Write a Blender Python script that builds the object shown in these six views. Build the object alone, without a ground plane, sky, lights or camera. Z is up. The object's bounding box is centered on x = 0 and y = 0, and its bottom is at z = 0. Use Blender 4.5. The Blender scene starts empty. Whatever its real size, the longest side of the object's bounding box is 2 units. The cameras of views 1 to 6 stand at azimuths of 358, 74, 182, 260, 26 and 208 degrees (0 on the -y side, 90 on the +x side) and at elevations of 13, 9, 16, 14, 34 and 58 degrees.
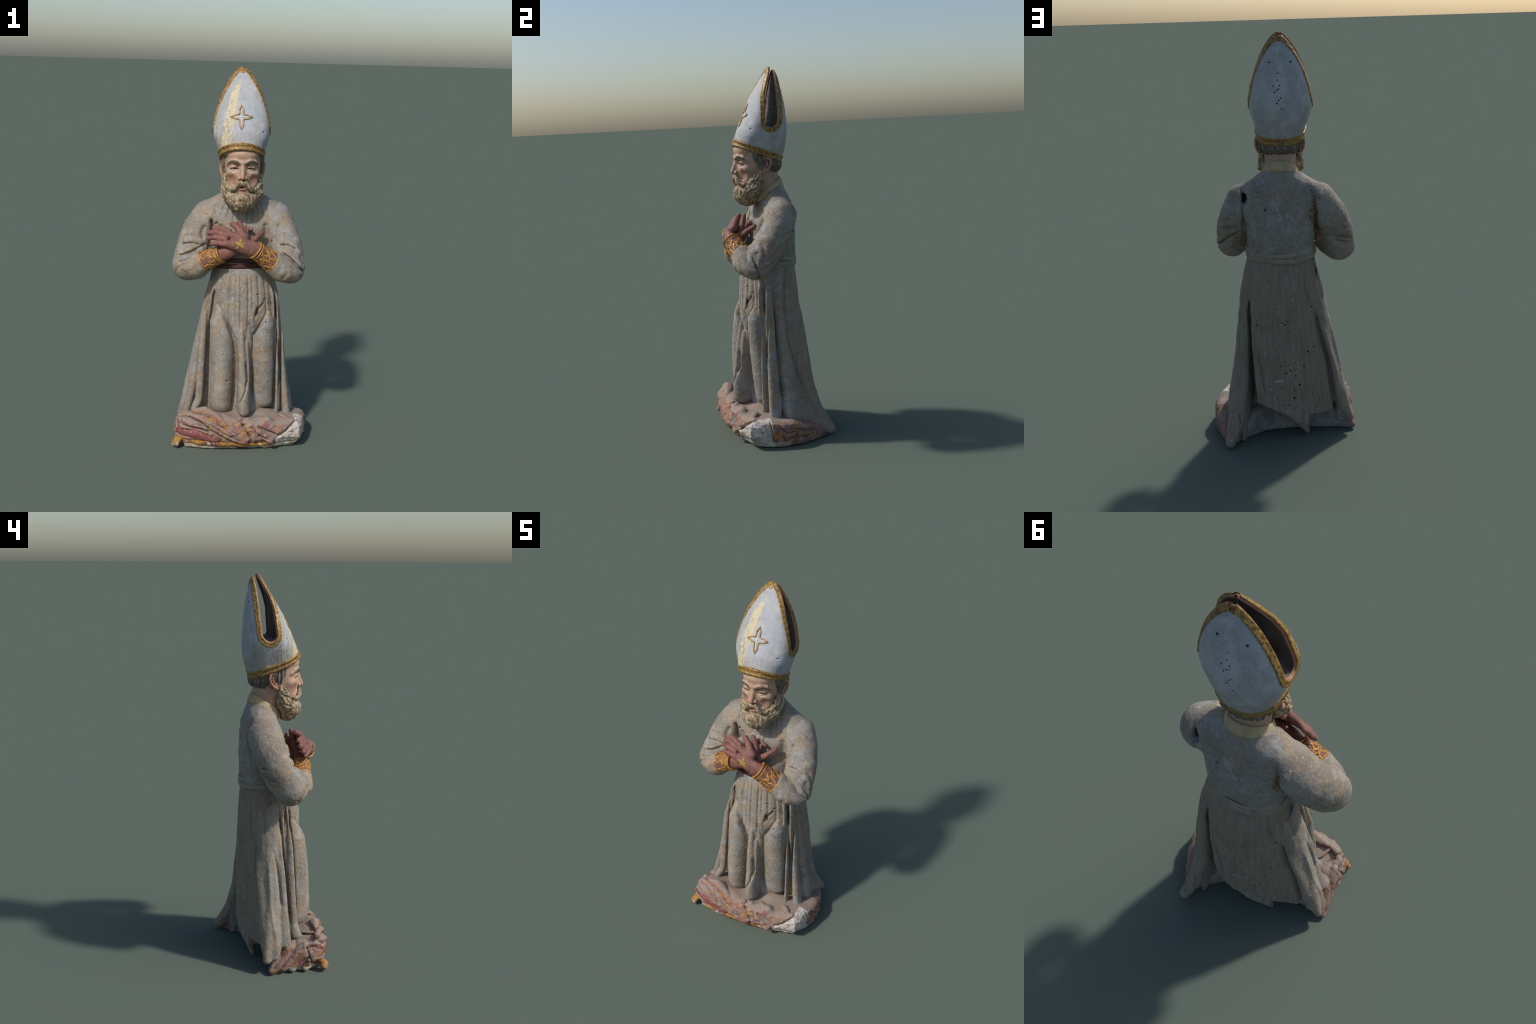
"""Weathered polychrome wood carving: a bearded bishop kneeling on a draped cushion,
gloved hands crossed on his chest, tall mitre on his head.
Organic parts are distance fields made of named primitives (cones, capsules, folds),
meshed with surface nets; trims, bands and ornaments are swept along curves."""
import bpy, math, random
import numpy as np
from mathutils import Vector

RNG = np.random.default_rng(7)
F32 = np.float32

# ------------------------------------------------------------------ maths helpers
def tab(z, *pairs):
    """smooth-ish piecewise profile: tab(z, (z0, v0), (z1, v1) ...)"""
    zs = [p[0] for p in pairs]; vs = [p[1] for p in pairs]
    return np.interp(z, zs, vs).astype(F32)

def smin(a, b, k):
    h = np.clip(0.5 + 0.5 * (b - a) / k, 0, 1)
    return b + (a - b) * h - k * h * (1 - h)

def smax(a, b, k):
    return -smin(-a, -b, k)

def ss(x, a, b):
    t = np.clip((x - a) / (b - a), 0, 1)
    return t * t * (3 - 2 * t)

def hash3(i, j, k, seed):
    n = (i * 374761393 + j * 668265263 + k * 2147483647 + seed * 144665).astype(np.int64)
    n = (n ^ (n >> 13)) * 1274126177
    n = n ^ (n >> 16)
    return (n & 0xFFFFFF).astype(np.float64) / 0xFFFFFF * 2 - 1

def noise(P, freq, seed=0, octaves=3, stretch=(1, 1, 1)):
    """value noise in -1..1 on an (n,3) array"""
    out = np.zeros(len(P)); amp = 1.0; tot = 0
    Q = P * np.array(stretch) * freq
    for o in range(octaves):
        B = np.floor(Q).astype(np.int64); f = Q - B
        f = f * f * (3 - 2 * f); acc = np.zeros(len(P))
        for dx in (0, 1):
            for dy in (0, 1):
                for dz in (0, 1):
                    w = (f[:, 0] if dx else 1 - f[:, 0]) * (f[:, 1] if dy else 1 - f[:, 1]) * (f[:, 2] if dz else 1 - f[:, 2])
                    acc += w * hash3(B[:, 0] + dx, B[:, 1] + dy, B[:, 2] + dz, seed + o * 17)
        out += amp * acc; tot += amp; amp *= 0.5; Q = Q * 2.03
    return out / tot

def poly_dist(A, B, pts):
    """distance in a plane to an open polyline, and the parameter 0..1 along it"""
    best = None
    n = len(pts) - 1
    for i in range(n):
        (a0, b0), (a1, b1) = pts[i], pts[i + 1]
        da, db = a1 - a0, b1 - b0
        t = np.clip(((A - a0) * da + (B - b0) * db) / (da * da + db * db + 1e-12), 0, 1)
        d = np.sqrt((A - a0 - t * da) ** 2 + (B - b0 - t * db) ** 2)
        if best is None:
            best, par = d, (i + t) / n
        else:
            m = d < best
            best = np.where(m, d, best); par = np.where(m, (i + t) / n, par)
    return best, par

def polygon_sdf(A, B, poly):
    d = None; sign = np.ones(np.broadcast(A, B).shape, F32)
    for i in range(len(poly)):
        (a0, b0), (a1, b1) = poly[i], poly[i - 1]
        ea, eb = a1 - a0, b1 - b0
        wa, wb = A - a0, B - b0
        t = np.clip((wa * ea + wb * eb) / (ea * ea + eb * eb), 0, 1)
        q = (wa - t * ea) ** 2 + (wb - t * eb) ** 2
        d = q if d is None else np.minimum(d, q)
        c1 = B >= b0; c2 = B < b1; c3 = ea * wb > eb * wa
        flip = (c1 & c2 & c3) | (~c1 & ~c2 & ~c3)
        sign = np.where(flip, -sign, sign)
    return sign * np.sqrt(d)

# ------------------------------------------------------------------ distance field
class Field:
    def __init__(self, lo, hi, h):
        self.lo = np.array(lo, float); self.h = h
        self.n = np.ceil((np.array(hi) - self.lo) / h).astype(int) + 1
        ax = [(self.lo[i] + np.arange(self.n[i]) * h).astype(F32) for i in range(3)]
        self.ax = ax
        self.X, self.Y, self.Z = ax[0][:, None, None], ax[1][None, :, None], ax[2][None, None, :]
        self.v = np.full(self.n, 1.0, F32)

    def box(self, lo, hi):
        a = np.clip(np.floor((np.array(lo) - self.lo) / self.h).astype(int), 0, self.n)
        b = np.clip(np.ceil((np.array(hi) - self.lo) / self.h).astype(int) + 1, 0, self.n)
        s = tuple(slice(int(a[i]), int(b[i])) for i in range(3))
        return s, self.X[s[0]], self.Y[:, s[1]], self.Z[:, :, s[2]]

    def ok(self, s):
        return all(q.stop > q.start for q in s)

    def union(self, d, k=0.0):
        self.v = smin(self.v, d, k).astype(F32) if k else np.minimum(self.v, d).astype(F32)

    def chain(self, pts, radii, k=0.006, cut=False, flat=(1, 1, 1)):
        """tapered capsule chain, joined on (or cut away) with a soft edge"""
        pts = [np.array(p, float) for p in pts]; pad = max(radii) / min(flat) + k + 2 * self.h
        P = np.array(pts)
        s, X, Y, Z = self.box(P.min(0) - pad, P.max(0) + pad)
        if not self.ok(s):
            return
        d = None
        fx, fy, fz = flat
        for i in range(len(pts) - 1):
            a, b = pts[i], pts[i + 1]; ab = b - a
            L = (ab[0] * fx) ** 2 + (ab[1] * fy) ** 2 + (ab[2] * fz) ** 2 + 1e-12
            t = np.clip(((X - a[0]) * ab[0] * fx * fx + (Y - a[1]) * ab[1] * fy * fy + (Z - a[2]) * ab[2] * fz * fz) / L, 0, 1)
            q = np.sqrt(((X - a[0] - t * ab[0]) * fx) ** 2 + ((Y - a[1] - t * ab[1]) * fy) ** 2 + ((Z - a[2] - t * ab[2]) * fz) ** 2)
            q = q - (radii[i] + t * (radii[i + 1] - radii[i]))
            d = q if d is None else np.minimum(d, q)
        self.apply(s, d, k, cut)

    def apply(self, s, d, k, cut=False):
        if cut:
            self.v[s] = smax(self.v[s], -d, k) if k else np.maximum(self.v[s], -d)
        else:
            self.v[s] = smin(self.v[s], d, k) if k else np.minimum(self.v[s], d)

    def ellipsoid(self, c, r, k=0.006, cut=False, rot=None):
        R = max(r) + k + 2 * self.h
        s, X, Y, Z = self.box(np.array(c) - R, np.array(c) + R)
        if not self.ok(s):
            return
        x, y, z = X - c[0], Y - c[1], Z - c[2]
        if rot is not None:
            M = rot
            x, y, z = (M[0][0] * x + M[0][1] * y + M[0][2] * z, M[1][0] * x + M[1][1] * y + M[1][2] * z, M[2][0] * x + M[2][1] * y + M[2][2] * z)
        g = np.sqrt((x / r[0]) ** 2 + (y / r[1]) ** 2 + (z / r[2]) ** 2)
        g2 = np.sqrt((x / r[0] ** 2) ** 2 + (y / r[1] ** 2) ** 2 + (z / r[2] ** 2) ** 2) + 1e-9
        self.apply(s, (g * (g - 1) / g2).astype(F32), k, cut)

    def groove(self, plane, pts, w, depth, lo, hi, taper=True, power=2):
        """carve (depth > 0) or raise (depth < 0) along a polyline drawn in a plane"""
        lo, hi = list(lo), list(hi)
        s, X, Y, Z = self.box(lo, hi)
        if not self.ok(s):
            return
        A, B = {'xz': (X, Z), 'yz': (Y, Z), 'xy': (X, Y)}[plane]
        d, t = poly_dist(A, B, pts)
        e = np.exp(-(d / w) ** power)
        if taper:
            e = e * np.clip(np.minimum(t, 1 - t) * 6 + 0.15, 0, 1)
        self.v[s] += (depth * e).astype(F32)

    def mesh(self, smooth=1):
        """surface nets"""
        v = self.v; neg = v < 0; n = v.shape
        cnt = np.zeros(tuple(m - 1 for m in n), np.int8)
        for dx in (0, 1):
            for dy in (0, 1):
                for dz in (0, 1):
                    cnt += neg[dx:n[0] - 1 + dx, dy:n[1] - 1 + dy, dz:n[2] - 1 + dz]
        act = (cnt > 0) & (cnt < 8)
        idx = np.argwhere(act); ids = np.full(act.shape, -1, np.int64); ids[act] = np.arange(len(idx))
        i, j, k = idx.T
        acc = np.zeros((len(idx), 3)); num = np.zeros(len(idx))
        corner = [(a, b, c) for a in (0, 1) for b in (0, 1) for c in (0, 1)]
        val = {c: v[i + c[0], j + c[1], k + c[2]].astype(float) for c in corner}
        for a in corner:
            for axis in range(3):
                if a[axis]:
                    continue
                b = list(a); b[axis] = 1; b = tuple(b)
                va, vb = val[a], val[b]; m = (va < 0) != (vb < 0)
                t = np.where(m, va / np.where(m, va - vb, 1), 0)
                p = np.tile(np.array(a, float), (len(idx), 1)); p[:, axis] += t
                acc[m] += p[m]; num[m] += 1
        P = (idx + acc / num[:, None]) * self.h + self.lo
        quads = []
        for axis in range(3):
            u, w = (axis + 1) % 3, (axis + 2) % 3
            sl0 = [slice(None)] * 3; sl1 = [slice(None)] * 3
            sl0[axis] = slice(0, n[axis] - 1); sl1[axis] = slice(1, n[axis])
            a, b = neg[tuple(sl0)], neg[tuple(sl1)]
            e = np.argwhere(a != b)
            keep = (e[:, u] > 0) & (e[:, w] > 0) & (e[:, u] < n[u] - 1) & (e[:, w] < n[w] - 1)
            e = e[keep]
            def cell(du, dw):
                c = e.copy(); c[:, u] += du; c[:, w] += dw
                return ids[c[:, 0], c[:, 1], c[:, 2]]
            q = np.stack([cell(-1, -1), cell(0, -1), cell(0, 0), cell(-1, 0)], 1)
            inside = neg[e[:, 0], e[:, 1], e[:, 2]]
            q = np.where(inside[:, None], q, q[:, ::-1])
            quads.append(q)
        Q = np.concatenate(quads)
        for _ in range(smooth):
            P = relax(P, Q)
        return P, Q

def relax(P, Q, lam=0.5):
    S = np.zeros_like(P); N = np.zeros(len(P))
    for a in range(4):
        u, w = Q[:, a], Q[:, (a + 1) % 4]
        for c in range(3):
            S[:, c] += np.bincount(u, P[w, c], len(P)) + np.bincount(w, P[u, c], len(P))
        N += np.bincount(u, minlength=len(P)) + np.bincount(w, minlength=len(P))
    return P + lam * (S / np.maximum(N, 1)[:, None] - P)

def vnormals(P, Q):
    fn = np.cross(P[Q[:, 2]] - P[Q[:, 0]], P[Q[:, 3]] - P[Q[:, 1]])
    N = np.zeros_like(P)
    for a in range(Q.shape[1]):
        for c in range(3):
            N[:, c] += np.bincount(Q[:, a], fn[:, c], len(P))
    return N / (np.linalg.norm(N, axis=1)[:, None] + 1e-12)

# ------------------------------------------------------------------ mesh objects
SCENE = bpy.context.scene.collection

def add_mesh(name, P, Q, mat, parent, normals=None, smooth=True, kind=None):
    me = bpy.data.meshes.new(name)
    Q = np.asarray(Q); P = np.asarray(P, float)
    me.vertices.add(len(P)); me.vertices.foreach_set('co', P.ravel())
    k = Q.shape[1]
    me.loops.add(len(Q) * k); me.loops.foreach_set('vertex_index', Q.ravel().astype(np.int32))
    me.polygons.add(len(Q)); me.polygons.foreach_set('loop_start', np.arange(0, len(Q) * k, k, dtype=np.int32))
    me.polygons.foreach_set('use_smooth', np.full(len(Q), smooth))
    me.update(calc_edges=True); me.validate()
    if normals is not None:
        me.normals_split_custom_set_from_vertices([tuple(x) for x in normals])
    me.materials.append(mat)
    ob = bpy.data.objects.new(name, me); SCENE.objects.link(ob)
    ob.parent = parent
    if kind:
        ob['kind'] = kind
    return ob

def split(P, Q, region, names, mats, parent, key=None):
    """separate faces by region; borders coincide and keep the whole body's normals"""
    N = vnormals(P, Q); out = []
    for r, (nm, mt) in enumerate(zip(names, mats)):
        f = Q[region == r]
        if not len(f):
            out.append(None); continue
        use, inv = np.unique(f, return_inverse=True)
        out.append(add_mesh(nm, P[use], inv.reshape(f.shape), mt, parent, normals=N[use]))
    return out

def sweep(name, path, prof, frame, mat, parent, closed=False):
    """sweep a profile [(across, up)] along points with per-point frames (across vec, up vec)"""
    path = np.asarray(path); A, U = frame
    rows = [path[:, :] + A * a + U * u for a, u in prof]
    V = np.stack(rows, 1); n, m = V.shape[:2]
    Q = []
    for i in range(n if closed else n - 1):
        i2 = (i + 1) % n
        for j in range(m):
            j2 = (j + 1) % m
            Q.append((i * m + j, i2 * m + j, i2 * m + j2, i * m + j2))
    return add_mesh(name, V.reshape(-1, 3), Q, mat, parent)

def tube(path, rad, sides=8, closed=False):
    path = np.asarray(path, float); n = len(path)
    if np.isscalar(rad):
        rad = np.full(n, rad)
    T = np.roll(path, -1, 0) - np.roll(path, 1, 0)
    if not closed:
        T[0] = path[1] - path[0]; T[-1] = path[-1] - path[-2]
    T /= np.linalg.norm(T, axis=1)[:, None] + 1e-12
    up = np.array([0.13, 0.31, 0.94]); V = []
    for i in range(n):
        a = np.cross(T[i], up); a /= np.linalg.norm(a) + 1e-9; b = np.cross(a, T[i])
        for s in range(sides):
            w = 2 * math.pi * s / sides
            V.append(path[i] + rad[i] * (math.cos(w) * a + math.sin(w) * b))
    Q = []
    for i in range(n if closed else n - 1):
        i2 = (i + 1) % n
        for s in range(sides):
            s2 = (s + 1) % sides
            Q.append((i * sides + s, i * sides + s2, i2 * sides + s2, i2 * sides + s))
    return np.array(V), np.array(Q)

def catmull(pts, per=8, closed=False):
    pts = np.asarray(pts, float); n = len(pts); out = []
    rng = range(n) if closed else range(n - 1)
    for i in rng:
        g = (lambda q: pts[q % n]) if closed else (lambda q: pts[min(max(q, 0), n - 1)])
        p0, p1, p2, p3 = g(i - 1), g(i), g(i + 1), g(i + 2)
        for s in range(per):
            t = s / per
            out.append(0.5 * (2 * p1 + (p2 - p0) * t + (2 * p0 - 5 * p1 + 4 * p2 - p3) * t * t + (3 * p1 - p0 - 3 * p2 + p3) * t ** 3))
    if not closed:
        out.append(pts[-1])
    return np.array(out)

# ------------------------------------------------------------------ material helper
class Mat:
    def __init__(self, name, rough=0.75, spec=0.3):
        self.m = bpy.data.materials.new(name); self.m.use_nodes = True
        self.t = self.m.node_tree; self.nodes = self.t.nodes; self.links = self.t.links
        self.bsdf = self.nodes['Principled BSDF']
        self.bsdf.inputs['Roughness'].default_value = rough
        self.bsdf.inputs['Specular IOR Level'].default_value = spec
        self.co = self.nodes.new('ShaderNodeTexCoord').outputs['Object']
        self.xyz = None

    def new(self, kind, **kw):
        n = self.nodes.new(kind)
        for k, v in kw.items():
            setattr(n, k, v)
        return n

    def put(self, sock, v):
        if isinstance(v, bpy.types.NodeSocket):
            self.links.new(v, sock)
        else:
            sock.default_value = v

    def axis(self, i):
        if self.xyz is None:
            s = self.new('ShaderNodeSeparateXYZ'); self.links.new(self.co, s.inputs[0]); self.xyz = s
        return self.xyz.outputs[i]

    def vec(self, scale=(1, 1, 1), loc=(0, 0, 0), rot=(0, 0, 0)):
        n = self.new('ShaderNodeMapping'); self.links.new(self.co, n.inputs['Vector'])
        n.inputs['Scale'].default_value = scale; n.inputs['Location'].default_value = loc
        n.inputs['Rotation'].default_value = rot
        return n.outputs[0]

    def noise(self, scale, detail=4, rough=0.55, vec=None, dist=0.0):
        n = self.new('ShaderNodeTexNoise'); self.links.new(vec or self.co, n.inputs['Vector'])
        n.inputs['Scale'].default_value = scale; n.inputs['Detail'].default_value = detail
        n.inputs['Roughness'].default_value = rough; n.inputs['Distortion'].default_value = dist
        return n.outputs['Fac']

    def voro(self, scale, vec=None, feature='F1', out='Distance', rand=1.0):
        n = self.new('ShaderNodeTexVoronoi', feature=feature); self.links.new(vec or self.co, n.inputs['Vector'])
        n.inputs['Scale'].default_value = scale; n.inputs['Randomness'].default_value = rand
        return n.outputs[out]

    def math(self, op, a, b=0.0, c=0.0, clamp=False):
        n = self.new('ShaderNodeMath', operation=op, use_clamp=clamp)
        for s, v in zip(n.inputs, (a, b, c)):
            self.put(s, v)
        return n.outputs[0]

    def step(self, x, a, b):
        n = self.new('ShaderNodeMapRange', interpolation_type='SMOOTHSTEP')
        self.put(n.inputs['Value'], x)
        n.inputs['From Min'].default_value = a; n.inputs['From Max'].default_value = b
        return n.outputs[0]

    def mix(self, fac, a, b, blend='MIX'):
        n = self.new('ShaderNodeMix', data_type='RGBA', blend_type=blend)
        self.put(n.inputs['Factor'], fac)
        for s, v in ((n.inputs['A'], a), (n.inputs['B'], b)):
            self.put(s, (*v, 1) if isinstance(v, tuple) and len(v) == 3 else v)
        return n.outputs['Result']

    def mul(self, *xs):
        r = xs[0]
        for x in xs[1:]:
            r = self.math('MULTIPLY', r, x)
        return r

    def ball(self, c, r0, r1, squash=(1, 1, 1)):
        """1 inside radius r0 of a point, 0 beyond r1"""
        n = self.new('ShaderNodeMapping'); self.links.new(self.co, n.inputs['Vector'])
        n.inputs['Scale'].default_value = squash
        n.inputs['Location'].default_value = tuple(-c[i] * squash[i] for i in range(3))
        l = self.new('ShaderNodeVectorMath', operation='LENGTH'); self.links.new(n.outputs[0], l.inputs[0])
        return self.step(l.outputs['Value'], r1, r0)

    def normal(self, i):
        g = self.new('ShaderNodeNewGeometry'); s = self.new('ShaderNodeSeparateXYZ')
        self.links.new(g.outputs['Normal'], s.inputs[0]); return s.outputs[i]

    def bump(self, h, strength=0.4, dist=0.004):
        n = self.new('ShaderNodeBump'); self.links.new(h, n.inputs['Height'])
        n.inputs['Strength'].default_value = strength; n.inputs['Distance'].default_value = dist
        old = self.bsdf.inputs['Normal'].links
        if old:
            self.links.new(old[0].from_socket, n.inputs['Normal'])
        self.links.new(n.outputs[0], self.bsdf.inputs['Normal'])

    def color(self, c):
        self.put(self.bsdf.inputs['Base Color'], (*c, 1) if isinstance(c, tuple) else c); return self.m

def robe_material(name, ochre=1.0, wood=1.0):
    M = Mat(name, 0.8, 0.25)
    grey, warm, blue = (0.258, 0.235, 0.198), (0.212, 0.180, 0.143), (0.285, 0.293, 0.297)  # base tones lowered about a tenth to take in the robe's baked shading
    c = M.mix(M.step(M.noise(8, 5, 0.65), 0.40, 0.60), grey, warm)
    c = M.mix(M.mul(M.step(M.noise(13, 6, 0.7, M.vec(loc=(3, 1, 7))), 0.50, 0.62), 0.8), c, blue)
    # bare wood streaks on the less painted back of the skirt
    back = M.mul(M.step(M.axis(1), 0.02, 0.12), M.step(M.axis(2), 0.98, 0.88), wood)
    streak = M.noise(9, 5, 0.65, M.vec((8, 8, 0.6)))
    woodc = M.mix(M.step(streak, 0.35, 0.65), (0.200, 0.162, 0.120), (0.272, 0.230, 0.178))
    c = M.mix(M.mul(back, 0.85), c, woodc)
    # speckled grain of worn paint
    c = M.mix(M.mul(M.step(M.noise(150, 3, 0.8), 0.50, 0.62), 0.45), c, (0.17, 0.155, 0.135))
    c = M.mix(M.mul(M.step(M.noise(120, 3, 0.8, M.vec(loc=(6, 6, 2))), 0.53, 0.63), M.math('MULTIPLY_ADD', back, -0.35, 0.5)), c, (0.40, 0.385, 0.35))
    # ochre flakes: patches broken into specks, mostly on front and arms
    front = M.step(M.axis(1), 0.16, 0.0)
    patch = M.step(M.noise(9, 4, 0.65, M.vec(loc=(5, 2, 1))), 0.42, 0.60)
    speck = M.step(M.noise(110, 4, 0.8), 0.50, 0.58)
    c = M.mix(M.mul(patch, speck, M.math('MULTIPLY_ADD', front, 0.60, 0.12), ochre), c, (0.42, 0.255, 0.110))
    patch3 = M.step(M.noise(19, 5, 0.7, M.vec(loc=(9, 2, 4))), 0.57, 0.64)
    c = M.mix(M.mul(patch3, M.math('MULTIPLY_ADD', front, 0.36, 0.16), ochre), c, (0.40, 0.305, 0.185))
    # bone-white gesso chips, dark pits, stray blue specks
    chip = M.mul(M.step(M.noise(70, 5, 0.75, M.vec(loc=(1, 8, 3))), 0.60, 0.65), M.step(M.noise(11, 4, 0.6, M.vec(loc=(4, 4, 0))), 0.46, 0.58))
    c = M.mix(M.mul(chip, 0.85), c, (0.54, 0.52, 0.46))
    c = M.mix(M.mul(M.step(M.noise(80, 4, 0.7, M.vec(loc=(7, 3, 2))), 0.65, 0.70), 0.8), c, (0.09, 0.085, 0.085))
    c = M.mix(M.mul(M.step(M.noise(60, 3, 0.6, M.vec(loc=(2, 9, 9))), 0.70, 0.73), front, 0.7), c, (0.10, 0.14, 0.24))
    scuff = M.mul(M.ball((0.022, 0.185, 0.322), 0.1, 1.0, (24, 10, 80)), M.step(M.noise(70, 5, 0.8, M.vec((0.5, 1, 1))), 0.40, 0.52))
    c = M.mix(M.mul(scuff, 0.9), c, (0.44, 0.46, 0.48))
    rub = M.mul(M.ball((0.0, 0.17, 1.14), 0.2, 1.0, (9, 8, 7)), M.step(M.noise(22, 6, 0.75, M.vec((1, 1, 0.45), (2, 2, 2))), 0.50, 0.56))
    c = M.mix(M.mul(rub, 0.7), c, (0.33, 0.36, 0.385))
    rub2 = M.mul(M.ball((-0.02, 0.16, 1.22), 0.2, 1.0, (8, 8, 8)), M.step(M.noise(20, 6, 0.75, M.vec((1, 1, 0.5), (7, 1, 5))), 0.53, 0.59))
    c = M.mix(M.mul(rub2, 0.6), c, (0.36, 0.27, 0.14))
    # split wood: torn seam below the left rear shoulder
    torn = M.math('MAXIMUM', M.ball((-0.166, 0.120, 1.170), 0.2, 1.0, (26, 12, 8)), M.ball((-0.180, 0.080, 1.08), 0.2, 1.0, (22, 14, 15)))
    ragged = M.step(M.math('ADD', torn, M.math('MULTIPLY_ADD', M.noise(30, 6, 0.8), 3.0, -1.5)), 0.50, 0.62)
    c = M.mix(M.mul(ragged, 0.9), c, M.mix(M.step(M.noise(65, 4, 0.7), 0.45, 0.58), (0.10, 0.062, 0.035), (0.27, 0.165, 0.07)))
    burst = M.math('MAXIMUM', M.ball((0.160, 0.098, 1.236), 0.6, 1.0, (32, 36, 22)), M.ball((0.084, -0.130, 0.742), 0.6, 1.0, (75, 70, 30)))
    c = M.mix(burst, c, (0.055, 0.038, 0.028))  # near-black brown inside the shoulder hole and the skirt tear
    seam = M.mul(M.ball((0.312, -0.06, 1.04), 0.45, 1.0, (26, 16, 11)), M.step(M.noise(60, 5, 0.75, M.vec(loc=(3, 3, 8))), 0.52, 0.58))
    c = M.mix(M.mul(seam, 0.85), c, (0.25, 0.125, 0.055))
    M.bump(M.noise(170, 4, 0.75), 0.45, 0.003)
    M.bump(M.noise(45, 5, 0.7), 0.4, 0.007)
    return M.color(c)

def mitre_material():
    M = Mat('mitre_white', 0.7, 0.3)
    c = M.mix(M.step(M.noise(15, 5, 0.65, M.vec((1, 1, 0.6))), 0.38, 0.62), (0.325, 0.330, 0.338), (0.43, 0.435, 0.445))
    c = M.mix(M.mul(M.step(M.noise(80, 5, 0.75), 0.48, 0.62), 0.45), c, (0.30, 0.28, 0.25))
    c = M.mix(M.mul(M.step(M.noise(9, 4, 0.6, M.vec(loc=(4, 1, 2))), 0.5, 0.62), 0.5), c, (0.36, 0.395, 0.45))
    low = M.mul(M.step(M.axis(2), 1.70, 1.58), M.step(M.noise(14, 4, 0.6), 0.40, 0.58))
    c = M.mix(M.mul(low, 0.6), c, (0.29, 0.25, 0.19))
    # pale yellow strip left of the front keel, breaking into streaks below
    z = M.axis(2); dz = M.math('SUBTRACT', 1.92, z)
    right = M.math('ADD', M.math('ADD', M.axis(0), 0.028), M.math('MULTIPLY', dz, 0.15))
    left = M.math('ADD', M.math('ADD', M.axis(0), 0.034), M.math('MULTIPLY', M.math('POWER', M.math('MAXIMUM', dz, 0.0), 0.5), 0.17))
    fr = M.mul(M.step(M.axis(1), 0.07, 0.05), M.step(z, 1.95, 1.925))
    edge_noise = M.math('MULTIPLY_ADD', M.noise(50, 4, 0.7), 0.03, -0.015)
    strip = M.mul(M.step(right, 0.002, -0.002), M.step(M.math('ADD', left, edge_noise), -0.004, 0.006))
    worn = M.step(M.noise(60, 5, 0.75, M.vec((1, 1, 0.5))), 0.40, 0.50)
    c = M.mix(M.mul(strip, fr, worn, 0.9), c, (0.60, 0.50, 0.29))
    side = M.mul(M.step(M.axis(0), -0.04, -0.08), M.step(z, 1.78, 1.68), M.step(M.axis(1), 0.03, -0.01))
    st = M.step(M.noise(16, 5, 0.75, M.vec((7, 7, 0.5))), 0.48, 0.56)
    c = M.mix(M.mul(side, st, 0.75), c, (0.27, 0.23, 0.16))
    chips = M.mul(M.step(M.noise(110, 4, 0.7, M.vec(loc=(2, 5, 1))), 0.58, 0.65), M.step(M.noise(12, 3, 0.5), 0.46, 0.60))
    c = M.mix(M.mul(chips, 0.75), c, (0.56, 0.59, 0.63))
    M.bump(M.noise(80, 5, 0.75, M.vec((1, 1, 0.4))), 0.4, 0.004)
    return M.color(c)

def gold_material(name, dark=(0.115, 0.060, 0.018), light=(0.34, 0.195, 0.048), scale=75, red=0.0):
    M = Mat(name, 0.5, 0.5)
    M.bsdf.inputs['Metallic'].default_value = 0.15
    v = M.voro(scale, feature='SMOOTH_F1')
    n = M.noise(55, 4, 0.7)
    c = M.mix(M.step(M.math('MULTIPLY_ADD', n, 0.6, M.math('MULTIPLY', v, 0.5)), 0.30, 0.66), dark, light)
    c = M.mix(M.mul(M.step(M.noise(120, 3, 0.7), 0.60, 0.66), 0.7), c, (0.55, 0.40, 0.16))
    if red:
        c = M.mix(M.mul(M.step(M.noise(30, 3, 0.6), 0.5, 0.62), red), c, (0.30, 0.12, 0.07))
    M.bump(v, 0.6, 0.004)
    return M.color(c)

def skin_material():
    M = Mat('face_paint', 0.5, 0.4)
    x0 = -0.009
    c = M.mix(M.step(M.noise(26, 4, 0.65), 0.35, 0.65), (0.380, 0.235, 0.154), (0.450, 0.300, 0.206))
    for s in (-1, 1):
        c = M.mix(M.mul(M.ball((x0 + s * 0.062, -0.095, 1.440), 0.010, 0.042), 0.75), c, (0.285, 0.135, 0.095))
        c = M.mix(M.mul(M.ball((x0 + s * 0.044, -0.112, 1.476), 0.004, 0.018, (0.7, 1, 1.6)), 0.6), c, (0.52, 0.43, 0.34))
        c = M.mix(M.mul(M.ball((x0 + s * 0.030, -0.118, 1.512), 0.004, 0.022, (1, 1, 1.3)), 0.55), c, (0.26, 0.17, 0.12))
    c = M.mix(M.mul(M.ball((x0, -0.150, 1.448), 0.008, 0.028), 0.75), c, (0.46, 0.18, 0.125))
    c = M.mix(M.mul(M.step(M.axis(1), 0.0, 0.06), 0.4), c, (0.34, 0.21, 0.155))
    c = M.mix(M.mul(M.step(M.noise(70, 3, 0.6), 0.66, 0.71), 0.6), c, (0.17, 0.10, 0.08))
    M.bump(M.noise(60, 4, 0.65), 0.2, 0.003)
    return M.color(c)

def hair_material(name, a, b, d, along=(1, 1, 0.35), bump=0.7):
    M = Mat(name, 0.65, 0.3)
    st = M.noise(75, 4, 0.6, M.vec(along))
    c = M.mix(M.step(st, 0.42, 0.60), a, b)
    c = M.mix(M.mul(M.step(M.noise(48, 4, 0.65, M.vec(loc=(3, 3, 3))), 0.52, 0.64), 0.75), c, d)
    M.bump(st, bump, 0.006)
    return M.color(c)

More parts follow.
